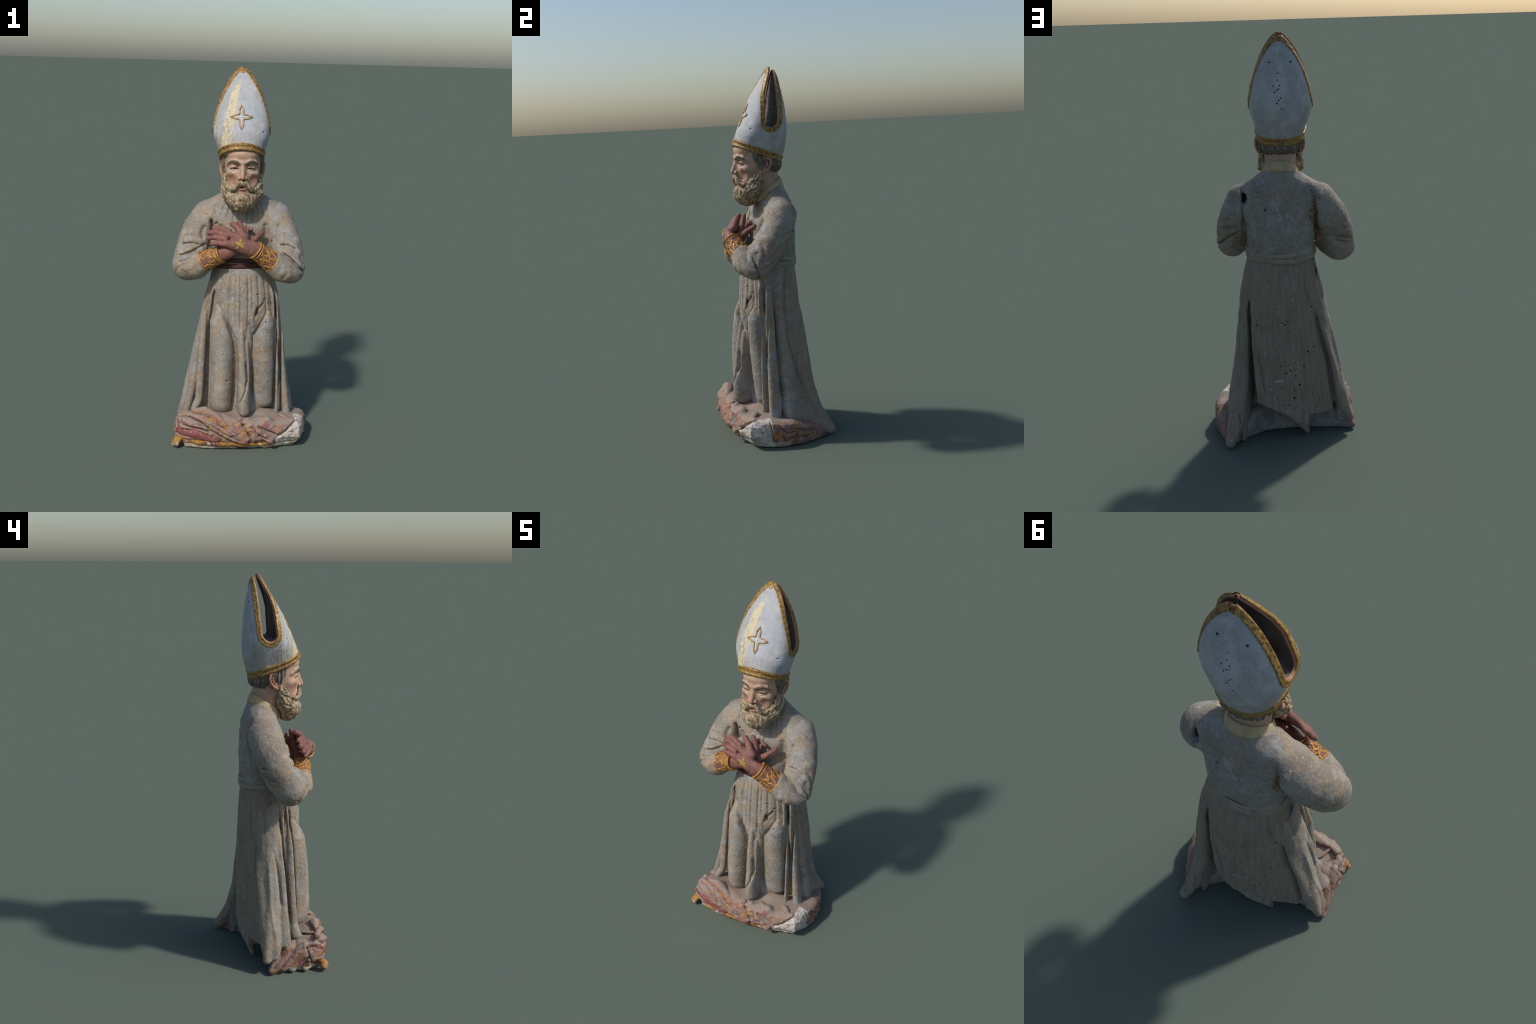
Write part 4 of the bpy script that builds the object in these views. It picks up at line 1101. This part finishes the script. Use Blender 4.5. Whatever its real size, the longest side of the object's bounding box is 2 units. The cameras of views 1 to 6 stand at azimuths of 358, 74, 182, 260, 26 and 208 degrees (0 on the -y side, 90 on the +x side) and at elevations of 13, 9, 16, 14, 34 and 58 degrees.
mitre_ob, lining_ob, tip_ob = split(P, Q, region, ['mitre', 'mitre_lining', 'mitre_tip'], [m_mitre, m_lining, m_gold], root)
lining_ob.parent = mitre_ob; tip_ob.parent = mitre_ob
V, Fq = [], []
for p, ax, r in MH:
    ax = ax / np.linalg.norm(ax); a = np.cross(ax, (0.9, 0.2, 0.3)); a /= np.linalg.norm(a); b = np.cross(a, ax); o = len(V); c = p - ax * 0.003
    for s in range(8):
        V.append(c + (r + 0.001) * (math.cos(s * math.pi / 4) * a + math.sin(s * math.pi / 4) * b))
    V.append(c - ax * 0.002)
    Fq += [(o + s, o + s + 1, o + (s + 2) % 8, o + 8) for s in range(0, 8, 2)]
add_mesh('hole_shadow_plug', V, Fq, m_hole, mitre_ob, kind='stuff')

def mitre_eval(P):
    g = mitre_g(P[:, 0], P[:, 1], P[:, 2]); e = 0.002; G = np.zeros_like(P)
    for c in range(3):
        d = np.zeros(3); d[c] = e
        G[:, c] = (mitre_g(*(P + d).T) - mitre_g(*(P - d).T)) / (2 * e)
    return g, G
def mitre_project(P, off=0.0):
    for _ in range(6):
        g, G = mitre_eval(P); L2 = np.maximum((G * G).sum(1), 4.0)
        P = P - np.clip((g - 1) / L2, -0.004, 0.004)[:, None] * G
    g, G = mitre_eval(P); Nn = G / (np.linalg.norm(G, axis=1)[:, None] + 1e-9)
    return P + Nn * off, Nn

# gilded border along each side opening, and the red turned edge inside it
for s in (-1, 1):
    zf = np.concatenate([np.linspace(1.999, SLOT_ROUND, 60), SLOT_BOTTOM + (SLOT_ROUND - SLOT_BOTTOM) * (1 - np.sin(np.linspace(0, math.pi / 2, 16)[1:]))])
    zb = np.concatenate([zf[-2:59:-1], np.linspace(SLOT_ROUND, 1.984, 60)])
    ef, _ = slot_edges(zf); _, eb = slot_edges(zb)
    z = np.concatenate([zf, zb]); y = np.concatenate([ef, eb])
    w, _, _, _, _, xc = mitre_profiles(z)
    w = np.concatenate([w[:len(zf)], rear_width(zb)])
    ztop = np.concatenate([np.full(len(zf), 1.9995), np.full(len(zb), 1.9865)])
    C = np.stack([xc + s * w, y, z], 1)
    keep = np.concatenate([[True], np.linalg.norm(np.diff(C, axis=0), axis=1) > 1e-4]); C = C[keep]; ztop = ztop[keep]
    for _ in range(2):
        C[1:-1] = 0.25 * C[:-2] + 0.5 * C[1:-1] + 0.25 * C[2:]
    T_ = np.gradient(C, axis=0); T_ /= np.linalg.norm(T_, axis=1)[:, None]
    Nn = np.tile(np.array([s, 0, 0.25]), (len(C), 1)); Nn /= np.linalg.norm(Nn, axis=1)[:, None]
    D = np.cross(T_, Nn) * (1 if s > 0 else -1)
    if D[20, 1] > 0:
        D = -D
    cur, rowsV = C.copy(), []
    nr = 9; width = 0.025
    n_dir = Nn
    raw = [C]
    for j in range(1, nr):
        cur = cur + D * (width / (nr - 1))
        cur, nn = mitre_project(cur, 0.0)
        D = D - (D * nn).sum(1)[:, None] * nn; D /= np.linalg.norm(D, axis=1)[:, None] + 1e-9
        xcn = mitre_profiles(cur[:, 2])[5]
        cur[:, 0] = xcn + s * np.maximum(s * (cur[:, 0] - xcn), 0.0)
        cur[:, 2] = np.minimum(cur[:, 2], ztop)
        raw.append(cur.copy())
    lift_prof = [0.0035, 0.0050, 0.0044, 0.0034, 0.0034, 0.0034, 0.0044, 0.0048, -0.002]
    Vt = []
    for j, r_ in enumerate(raw):
        _, nn = mitre_project(r_.copy(), 0)
        Vt.append(r_ + nn * lift_prof[j])
    Vt.insert(0, C + Nn * -0.010 + np.array([0, 0, 0.001]))
    Vt = np.stack(Vt, 1); n, m = Vt.shape[:2]
    Qt = [(i * m + j, (i + 1) * m + j, (i + 1) * m + j + 1, i * m + j + 1) for i in range(n - 1) for j in range(m - 1)]
    if s > 0:
        Qt = [q[::-1] for q in Qt]
    add_mesh('mitre_border', Vt.reshape(-1, 3), Qt, m_gold, mitre_ob)
    v, q = tube(C + Nn * -0.006, 0.0050, 8)
    add_mesh('mitre_edge', v, q, m_rim, mitre_ob)

# gilded head band: tilted ring with three beads
n = 144; path = []
for i in range(n):
    a = 2 * math.pi * i / n
    p = np.array([[-0.012 + 0.118 * math.cos(a), 0.0 + 0.13 * math.sin(a), 1.54]])
    for _ in range(12):
        p[:, 2] = band_z(p[:, 1])
        p, nn = mitre_project(p, 0.0)
    p[:, 2] = band_z(p[:, 1])
    path.append(p[0])
path = np.array(path)
cen = path.mean(0); out = path - cen; out[:, 2] = 0; out /= np.linalg.norm(out, axis=1)[:, None]
prof = [(-0.012, -0.003), (0.0035, -0.003), (0.0070, -0.001), (0.0072, 0.005), (0.0045, 0.0075), (0.0042, 0.0215), (0.0070, 0.024), (0.0070, 0.030), (0.0035, 0.033), (-0.004, 0.034)]
Vb = []
for o_, h_ in prof:
    p = path.copy(); p[:, 2] += h_
    p, nn = mitre_project(p, 0.0)
    p[:, 2] = path[:, 2] + h_
    wob = 0.0012 * noise(p, 40, 55, 2)
    Vb.append(p + nn * np.array([1, 1, 0.2]) * (o_ + wob[:, None]))
Vb = np.stack(Vb, 1); m = Vb.shape[1]
Qb = [(i * m + j, ((i + 1) % n) * m + j, ((i + 1) % n) * m + j + 1, i * m + j + 1) for i in range(n) for j in range(m - 1)]
add_mesh('mitre_band', Vb.reshape(-1, 3), Qb, m_gold, mitre_ob)

# four-pointed cross on the front: raised gilded outline
quarter = [(0.0, 0.060), (0.0105, 0.036), (0.0095, 0.020), (0.0125, 0.0125), (0.030, 0.0095), (0.056, -0.001)]
half = quarter + [(0.030, -0.0105), (0.0125, -0.012), (0.0095, -0.022), (0.0105, -0.040), (0.0, -0.062)]
loop = [(x, z) for x, z in half] + [(-x, z) for x, z in half[-2:0:-1]]
dense = []
for i in range(len(loop)):
    (x0, z0), (x1, z1) = loop[i], loop[(i + 1) % len(loop)]
    for k in range(5):
        dense.append((x0 + (x1 - x0) * k / 5, z0 + (z1 - z0) * k / 5))
def onto_front(pts, off):
    P_ = np.array([(-0.020 + x, -0.05, 1.752 + z * 0.97) for x, z in pts])
    for _ in range(40):
        g, G = mitre_eval(P_); P_[:, 1] -= np.clip((g - 1) / np.minimum(G[:, 1], -2.0), -0.01, 0.01)
    _, G = mitre_eval(P_); return P_ + G / np.linalg.norm(G, axis=1)[:, None] * off
v, q = tube(onto_front(dense, 0.002), 0.0036, 8, True)
add_mesh('cross_ornament', v, q, m_goldcross, mitre_ob)
v1, q1 = tube(onto_front([(0, t_) for t_ in np.linspace(-0.040, 0.040, 18)], 0.0), 0.0028, 6)
v2, q2 = tube(onto_front([(t_, 0) for t_ in np.linspace(-0.040, 0.040, 18)], 0.0), 0.0022, 6)
add_mesh('cross_inlay', np.concatenate([v1, v2]), np.concatenate([q1, q2 + len(v1)]), plain('inlay_pale_blue', (0.45, 0.52, 0.56), (0.60, 0.62, 0.62), 90), mitre_ob)

# ================================================================== HANDS
def hand_mesh(build, lo, hi):
    f = Field(lo, hi, 0.0024); build(f); P, Q = f.mesh(1); N = vnormals(P, Q)
    return P + N * (0.0014 * noise(P, 60, 61, 3))[:, None], Q

def left_hand(f):
    y = 0.014
    # palm
    f.chain([(0.080, -0.187, 1.080), (0.045, -0.194, 1.092), (-0.010, -0.192, 1.113)], [0.040, 0.041, 0.038], 0.01, flat=(1, 1.35, 1))
    f.chain([(0.00, -0.186, 1.097), (-0.055, -0.176, 1.110), (-0.090, -0.166, 1.110)], [0.030, 0.026, 0.016], 0.012, flat=(1, 1.1, 1))
    f.chain([(-0.005, -0.168, 1.135), (-0.05, -0.155, 1.150), (-0.082, -0.146, 1.158)], [0.028, 0.022, 0.014], 0.012)
    # fingers: base, middle joint, tip
    for b, m, t_, r in (((-0.070, -0.142, 1.170), (-0.115, -0.124, 1.182), (-0.150, -0.104, 1.180), 0.0142),
                        ((-0.085, -0.148, 1.150), (-0.135, -0.130, 1.162), (-0.176, -0.108, 1.156), 0.0150),
                        ((-0.090, -0.158, 1.130), (-0.140, -0.143, 1.138), (-0.180, -0.122, 1.130), 0.0142),
                        ((-0.085, -0.166, 1.108), (-0.125, -0.157, 1.110), (-0.162, -0.139, 1.102), 0.0132)):
        f.chain([b, m, t_], [r * 1.05, r, r * 0.86], 0.004)
    f.chain([(0.010, -0.160, 1.145), (-0.010, -0.148, 1.165), (-0.034, -0.128, 1.192), (-0.055, -0.112, 1.203)], [0.024, 0.020, 0.0175, 0.0150], 0.008)

def right_hand(f):
    f.chain([(-0.118, -0.120, 1.042), (-0.085, -0.130, 1.056), (-0.03, -0.134, 1.080), (0.02, -0.128, 1.100)], [0.040, 0.037, 0.034, 0.030], 0.01)
    f.chain([(0.02, -0.120, 1.095), (0.060, -0.106, 1.124), (0.082, -0.090, 1.140), (0.102, -0.070, 1.158)], [0.022, 0.0165, 0.0155, 0.0125], 0.008)
    f.chain([(0.00, -0.120, 1.115), (0.005, -0.112, 1.155), (-0.012, -0.098, 1.195), (-0.022, -0.092, 1.208)], [0.026, 0.018, 0.0145, 0.012], 0.008)
    f.chain([(0.012, -0.098, 1.125), (0.022, -0.085, 1.165)], [0.015, 0.010], 0.006)

P, Q = hand_mesh(left_hand, (-0.21, -0.23, 1.02), (0.13, -0.07, 1.24)); hand_a = add_mesh('hand', P, Q, m_glove, root)
P, Q = hand_mesh(right_hand, (-0.18, -0.19, 0.98), (0.13, -0.04, 1.24)); hand_b = add_mesh('hand', P, Q, m_glove, root)
# broken fingertips left standing on the chest
ft = Field((0.0, -0.12, 1.13), (0.09, -0.03, 1.21), 0.0022)
ft.chain([(0.012, -0.076, 1.190), (0.030, -0.079, 1.176), (0.045, -0.078, 1.165)], [0.004, 0.009, 0.008], 0.003)
ft.ellipsoid((0.044, -0.082, 1.172), (0.010, 0.008, 0.009), 0.003)
P, Q = ft.mesh(1); add_mesh('broken_fingertip', P, Q, m_glove, root)
# gold emblem on the glove: four blunt petals laid on the back of the hand
hf = Field((-0.21, -0.23, 1.02), (0.13, -0.07, 1.24), 0.0024); left_hand(hf)
def glove_front(x, z):
    i, k = int(round((x - hf.lo[0]) / hf.h)), int(round((z - hf.lo[2]) / hf.h))
    return hf.lo[1] + hf.h * int(np.argmax(hf.v[i, :, k] < 0))
Ef = Field((-0.055, -0.235, 1.08), (0.02, -0.16, 1.16), 0.0018)
for (a, b), r in (((0.007, 0.022), 0.0062), ((-0.019, 0.008), 0.0078), ((-0.009, -0.018), 0.0078), ((0.018, -0.013), 0.0062), ((0.019, 0.003), 0.0050)):
    pts = [(-0.018 + a * t_, glove_front(-0.018 + a * t_, 1.118 + b * t_) - 0.0005, 1.118 + b * t_) for t_ in (0, 0.35, 0.7, 1.0)]
    Ef.chain(pts, [0.0062, 0.0052, 0.0058, r], 0.002, flat=(1, 2.2, 1))
P, Q = Ef.mesh(1); add_mesh('glove_emblem', P, Q, m_emblem, hand_a)

# cuffs: tapered sleeve ends with raised gilded tracery
def cuff(p0, p1, r0, r1, parent, seed):
    p0, p1 = np.array(p0), np.array(p1); ax = p1 - p0; Ln = np.linalg.norm(ax); ax = ax / Ln
    a = np.cross(ax, (0, 0, 1.0)); a /= np.linalg.norm(a); b = np.cross(a, ax)
    def at(u, w, o=0.0):
        r = r0 + (r1 - r0) * u - 0.004 * math.sin(math.pi * u) + o
        return p0 + ax * (u * Ln) + r * (math.cos(w) * a + 0.96 * math.sin(w) * b)
    n, m = 64, 12; V = []
    us = [-0.06, -0.04] + list(np.linspace(0, 1, m)) + [1.02, 1.02]
    offs = [-0.02, 0.0] + [0.0] * m + [-0.003, -0.016]
    for u, o in zip(us, offs):
        V += [at(u, 2 * math.pi * i / n, o) for i in range(n)]
    Qc = [(j * n + i, j * n + (i + 1) % n, (j + 1) * n + (i + 1) % n, (j + 1) * n + i) for j in range(len(us) - 1) for i in range(n)]
    ob = add_mesh('cuff', V, Qc, m_cuffbase, parent)
    rng = np.random.default_rng(seed); Vs, Qs, off = [], [], 0
    def add(path, rad):
        nonlocal off
        v, q = tube(path, rad, 6); Vs.append(v); Qs.append(q + off); off += len(v)
    for u, r_ in ((0.015, 0.0050), (0.86, 0.0045), (0.99, 0.0058)):
        add([at(u, w, -0.0010) for w in np.linspace(0, 2 * math.pi, 60)], r_)
    k = 13
    for i in range(k):                    # intertwined stems with side shoots
        w0 = 2 * math.pi * i / k; sw = 1 if i % 2 else -1
        pts = [at(u, w0 + sw * (0.55 * math.sin(u * 5.2 + rng.uniform(-.3, .3)) + 0.12 * rng.normal()), -0.0016) for u in np.linspace(0.02, 0.88, 9)]
        add(catmull(pts, 4), 0.0050)
        for h_ in range(3):
            u0 = rng.uniform(0.15, 0.7); w1 = w0 + sw * 0.55 * math.sin(u0 * 5.2)
            add(catmull([at(u0 + 0.10 * t_, w1 + 0.34 * t_ * (1 if h_ % 2 else -1) + 0.1 * math.sin(3 * t_), -0.0014) for t_ in (0, 0.35, 0.7, 1.0, 1.15)], 3), 0.0042)
    add_mesh('cuff_tracery', np.concatenate(Vs), np.concatenate(Qs), m_cuffgold, ob)
    return ob
cuff((0.154, -0.164, 1.017), (0.064, -0.190, 1.085), 0.0590, 0.0480, hand_a, 5)
cuff((-0.202, -0.106, 1.001), (-0.114, -0.130, 1.046), 0.0590, 0.0465, hand_b, 9)

# ================================================================== BASE
FOOT = [(-0.348, -0.14), (-0.335, -0.205), (-0.28, -0.238), (-0.2, -0.250), (-0.05, -0.256), (0.08, -0.258), (0.2, -0.236), (0.322, -0.208), (0.352, -0.11), (0.368, -0.03), (0.360, 0.07), (0.312, 0.18), (0.276, 0.250), (0.20, 0.165), (0.10, 0.085), (-0.02, 0.058), (-0.12, 0.055), (-0.25, 0.055), (-0.352, 0.066), (-0.345, 0.0), (-0.325, -0.06)]
TOPS = [(-0.32, -0.17, 0.122), (-0.25, -0.19, 0.188), (-0.18, -0.19, 0.202), (-0.10, -0.20, 0.190), (0.0, -0.20, 0.165), (0.0, -0.12, 0.178), (-0.1, -0.14, 0.175), (0.12, -0.10, 0.178), (0.10, -0.18, 0.160), (0.2, -0.16, 0.155), (0.27, -0.12, 0.150), (0.30, 0.0, 0.135), (0.29, 0.10, 0.105), (0.27, 0.22, 0.04), (-0.30, -0.05, 0.145), (-0.33, 0.03, 0.08), (-0.34, 0.065, 0.055), (0.0, 0.0, 0.17), (0.0, 0.05, 0.15), (-0.2, 0.05, 0.14)]
base = Field((-0.39, -0.30, -0.012), (0.39, 0.29, 0.27), 0.0036)
X, Y, Z = base.X, base.Y, base.Z
fx, fy = X[:, :, 0], Y[:, :, 0]
foot = polygon_sdf(fx, fy, FOOT)[:, :, None]
num = 0; den = 0
for tx, ty, tz in TOPS:
    wgt = 1 / ((fx - tx) ** 2 + (fy - ty) ** 2 + 0.0012) ** 1.6; num = num + wgt * tz; den = den + wgt
zt = (num / den)[:, :, None]
prof = tab(Z, (-0.01, -0.050), (0.03, -0.018), (0.07, 0.004), (0.12, 0.000), (0.17, -0.018), (0.22, -0.045), (0.26, -0.07))
isback = ss(Y, 0.02, 0.06)
prof = prof * (1 - isback) * (0.35 + 0.65 * ss(-Y, 0.08, 0.18)) - 0.004 * isback
d = smax(foot - prof, Z - zt, 0.035)
base.v = d.astype(F32)
# rolls and folds of the mantle, front
def fold(pts, rad, k=0.005, **kw):
    base.chain(pts, rad, k, **kw)
fold([(-0.285, -0.190, 0.175), (-0.20, -0.225, 0.165), (-0.12, -0.246, 0.120), (-0.03, -0.256, 0.070), (0.045, -0.254, 0.045)], [0.018, 0.020, 0.018, 0.016, 0.012], 0.004)
fold([(-0.245, -0.190, 0.196), (-0.185, -0.198, 0.205), (-0.115, -0.222, 0.170), (-0.04, -0.244, 0.112), (0.040, -0.252, 0.060)], [0.014, 0.022, 0.023, 0.023, 0.016], 0.006)
fold([(-0.295, -0.205, 0.150), (-0.245, -0.234, 0.138), (-0.170, -0.250, 0.104)], [0.016, 0.016, 0.010], 0.003)
fold([(0.000, -0.222, 0.165), (0.030, -0.246, 0.120), (0.078, -0.257, 0.065)], [0.012, 0.015, 0.012], 0.003)
fold([(0.045, -0.215, 0.160), (0.105, -0.250, 0.110), (0.168, -0.250, 0.060)], [0.014, 0.020, 0.016], 0.004)
fold([(0.085, -0.205, 0.155), (0.155, -0.228, 0.118), (0.212, -0.228, 0.098), (0.285, -0.175, 0.145)], [0.012, 0.015, 0.012, 0.012], 0.005)
fold([(0.150, -0.205, 0.150), (0.215, -0.224, 0.104)], [0.028, 0.012], 0.012)
fold([(0.10, -0.190, 0.158), (0.14, -0.200, 0.150)], [0.013, 0.010], 0.012)
fold([(0.225, -0.150, 0.160), (0.245, -0.168, 0.156), (0.262, -0.175, 0.150)], [0.012, 0.014, 0.010], 0.010)
# left corner bundle
fold([(-0.305, -0.150, 0.135), (-0.324, -0.170, 0.108), (-0.326, -0.190, 0.085)], [0.016, 0.018, 0.012], 0.008)
fold([(-0.295, -0.186, 0.145), (-0.306, -0.202, 0.120), (-0.300, -0.216, 0.105)], [0.014, 0.014, 0.008], 0.005)
# left side: broad overlapping sheets that slant down to the rear
for (y0, z0), (y1, z1), r in (((-0.17, 0.14), (-0.05, 0.02), 0.022), ((-0.12, 0.140), (0.00, 0.03), 0.022), ((-0.05, 0.115), (0.055, 0.02), 0.020), ((-0.19, 0.09), (-0.12, 0.02), 0.018)):
    xo = lambda y: -0.318 - 0.12 * abs(y + 0.06)
    fold([(xo(y0) + 0.012, y0, z0), (xo((y0 + y1) / 2) - 0.004, (y0 + y1) / 2, (z0 + z1) / 2), (xo(y1) - 0.008, y1, z1)], [r * 0.7, r, r * 0.8], 0.014)
lf = dict(lo=(-0.39, -0.25, 0.0), hi=(-0.26, 0.10, 0.2))
for pts, w, dep in (([(-0.125, 0.13), (-0.14, 0.08), (-0.155, 0.04)], 0.004, 0.012), ([(-0.09, 0.15), (-0.03, 0.08), (0.02, 0.02)], 0.005, 0.010), ([(-0.03, 0.12), (0.02, 0.07), (0.06, 0.025)], 0.004, 0.008), ([(-0.14, 0.09), (-0.09, 0.05), (-0.06, 0.015)], 0.005, 0.010), ([(-0.22, 0.055), (-0.17, 0.045), (-0.12, 0.025)], 0.007, 0.016)):
    base.groove('yz', pts, w, dep, **lf)
# right side: crumpled folds
xo = lambda y: 0.352 - 0.30 * max(0, y - 0.0) - 0.22 * max(0, -0.03 - y)
for (y0, z0), (y1, z1), r in (((-0.10, 0.135), (-0.055, 0.03), 0.016), ((-0.06, 0.125), (-0.03, 0.025), 0.017), ((-0.03, 0.12), (0.06, 0.07), 0.016), ((0.01, 0.115), (0.14, 0.06), 0.013),
                              ((0.00, 0.07), (0.12, 0.035), 0.016), ((0.08, 0.09), (0.20, 0.045), 0.012), ((-0.04, 0.06), (0.06, 0.018), 0.018), ((0.12, 0.05), (0.22, 0.022), 0.012)):
    fold([(xo(y0) - 0.016, y0, z0), (xo((y0 + y1) / 2) + 0.002, (y0 + y1) / 2, (z0 + z1) / 2), (xo(y1) - 0.006, y1, z1)], [r * 0.8, r, r * 0.8], 0.005)
fold([(0.34, -0.05, 0.10), (0.352, -0.045, 0.07), (0.356, -0.04, 0.030)], [0.014, 0.016, 0.012], 0.004)
rf = dict(lo=(0.27, -0.14, 0.0), hi=(0.39, 0.28, 0.2))
for pts, w, dep in (([(-0.105, 0.14), (-0.10, 0.08), (-0.09, 0.02)], 0.004, 0.012), ([(-0.07, 0.12), (-0.02, 0.08), (0.05, 0.075)], 0.004, 0.010), ([(0.0, 0.10), (0.08, 0.075), (0.16, 0.05)], 0.004, 0.010), ([(-0.02, 0.05), (0.05, 0.045), (0.12, 0.03)], 0.005, 0.010), ([(-0.05, 0.07), (-0.03, 0.03)], 0.005, 0.012)):
    base.groove('yz', pts, w, dep, **rf)
# overlapping edges cut as sharp creases
fr = dict(lo=(-0.39, -0.30, 0.0), hi=(0.39, -0.12, 0.25))
for pts, w, dep in (([(-0.30, 0.13), (-0.22, 0.125), (-0.14, 0.10)], 0.0045, 0.020), ([(-0.29, 0.175), (-0.20, 0.155), (-0.15, 0.115), (-0.06, 0.062), (0.0, 0.042)], 0.0045, 0.020),
                    ([(-0.16, 0.15), (-0.08, 0.10), (0.02, 0.050)], 0.004, 0.014), ([(0.012, 0.150), (0.045, 0.105), (0.072, 0.060)], 0.005, 0.020), ([(0.06, 0.140), (0.11, 0.092), (0.17, 0.062)], 0.004, 0.014),
                    ([(0.10, 0.135), (0.16, 0.105), (0.21, 0.085)], 0.005, 0.022), ([(0.20, 0.075), (0.25, 0.105), (0.30, 0.145)], 0.005, 0.020), ([(0.23, 0.06), (0.28, 0.065)], 0.004, 0.008), ([(0.26, 0.10), (0.30, 0.09)], 0.005, 0.008),
                    ([(-0.36, 0.055), (-0.2, 0.045), (0.0, 0.030), (0.10, 0.030), (0.3, 0.034)], 0.006, 0.016), ([(-0.335, 0.15), (-0.315, 0.10), (-0.34, 0.07)], 0.005, 0.014)):
    base.groove('xz', pts, w, dep, **fr)
# the mantle falls open over the red cushion
base.chain([(-0.325, -0.215, 0.088), (-0.23, -0.262, 0.088), (-0.13, -0.272, 0.062)], [0.020, 0.034, 0.016], 0.003, cut=True)
# flat underside
base.v = np.maximum(base.v, 0.001 - Z).astype(F32)
base.v = smax(base.v, 0.018 * ss(-Y, -0.30, 0.5) * 0 - Z, 0.001).astype(F32)
# hollowed back face
base.chain([(-0.24, 0.10, 0.06), (-0.14, 0.10, 0.06)], [0.045, 0.045], 0.01, cut=True)
base.chain([(0.02, 0.11, 0.06), (0.10, 0.13, 0.05)], [0.050, 0.045], 0.01, cut=True)
# bare block showing at the right front corner
P, Q = base.mesh(1); N = vnormals(P, Q)
crumple = 1 - 2 * np.abs(noise(P @ np.array([[0.8, 0.3, -0.5], [-0.2, 0.9, 0.4], [0.55, -0.2, 0.8]]), 15, 75, 2, (1, 1, 2.2)))
steep = ss(0.85 - np.abs(N[:, 2]), 0.0, 0.4)
P = P + N * (((0.0012 + 0.0020 * steep) * noise(P, 26, 71, 3) + (0.0008 + 0.0014 * steep) * noise(P, 75, 73, 2) + 0.0045 * crumple * steep) * ss(P[:, 2], 0.0, 0.01))[:, None]
P[:, 2] = np.maximum(P[:, 2], 0.0005)
fc = P[Q].mean(1)
und = (fc[:, 2] < 0.032 + 0.012 * noise(fc, 30, 77, 2)) & (fc[:, 1] < 0.0)
bk = (fc[:, 1] > 0.025) & (fc[:, 0] < 0.24) & (fc[:, 0] > -0.335)
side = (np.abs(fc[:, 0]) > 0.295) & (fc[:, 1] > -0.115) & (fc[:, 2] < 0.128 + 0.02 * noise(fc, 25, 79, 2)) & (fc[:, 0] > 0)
ges = (fc[:, 2] < 0.072 + 0.80 * (fc[:, 0] - 0.20)) & (fc[:, 0] > 0.195) & (fc[:, 1] < -0.095) & (fc[:, 2] < 0.150)
region = np.where(bk, 3, np.where(ges, 4, np.where(und, 2, np.where(side, 1, 0))))
base_ob = bpy.data.objects.new('draped_base', None); SCENE.objects.link(base_ob); base_ob.parent = root
split(P, Q, region, ['mantle', 'mantle_side', 'base_underside', 'base_back', 'bare_corner'], [m_cloth, m_clothside, m_under, m_backwood, m_gesso], base_ob)

def blob(name, build, lo, hi, mat, rough=0.002, freq=40, seed=80, h=0.003):
    f = Field(lo, hi, h); build(f); f.v = np.maximum(f.v, 0.001 - f.Z).astype(F32)
    P, Q = f.mesh(1); N = vnormals(P, Q)
    P = P + N * (rough * noise(P, freq, seed, 3))[:, None]; P[:, 2] = np.maximum(P[:, 2], 0.0008)
    return add_mesh(name, P, Q, mat, base_ob)
blob('cushion', lambda f: f.chain([(-0.304, -0.190, 0.090), (-0.23, -0.216, 0.089), (-0.12, -0.234, 0.062)], [0.030, 0.040, 0.027], 0.0), (-0.37, -0.30, 0.0), (-0.05, -0.13, 0.16), m_red, 0.0018)
blob('cushion_roll', lambda f: f.chain([(-0.31, -0.200, 0.052), (-0.22, -0.234, 0.040), (-0.10, -0.244, 0.034), (0.02, -0.242, 0.030), (0.13, -0.230, 0.034), (0.19, -0.222, 0.040)], [0.012, 0.015, 0.014, 0.011, 0.012, 0.008], 0.0), (-0.35, -0.30, 0.0), (0.23, -0.16, 0.08), m_goldroll, 0.0035)
blob('tassel', lambda f: (f.chain([(-0.305, -0.185, 0.062), (-0.332, -0.208, 0.048), (-0.342, -0.215, 0.024)], [0.016, 0.017, 0.018], 0.0), f.chain([(-0.300, -0.205, 0.055), (-0.325, -0.228, 0.040), (-0.332, -0.232, 0.022)], [0.010, 0.012, 0.012], 0.002)), (-0.385, -0.27, 0.0), (-0.29, -0.16, 0.10), m_goldroll, 0.003)
blob('bare_underlayer', lambda f: (f.chain([(0.09, -0.200, 0.018), (0.14, -0.205, 0.018), (0.20, -0.190, 0.019), (0.26, -0.155, 0.020)], [0.013, 0.020, 0.019, 0.017], 0.0), f.chain([(-0.28, -0.205, 0.012), (-0.18, -0.225, 0.012), (-0.02, -0.220, 0.010)], [0.013, 0.014, 0.011], 0.0)), (-0.33, -0.26, 0.0), (0.31, -0.1, 0.06), m_under, 0.003)
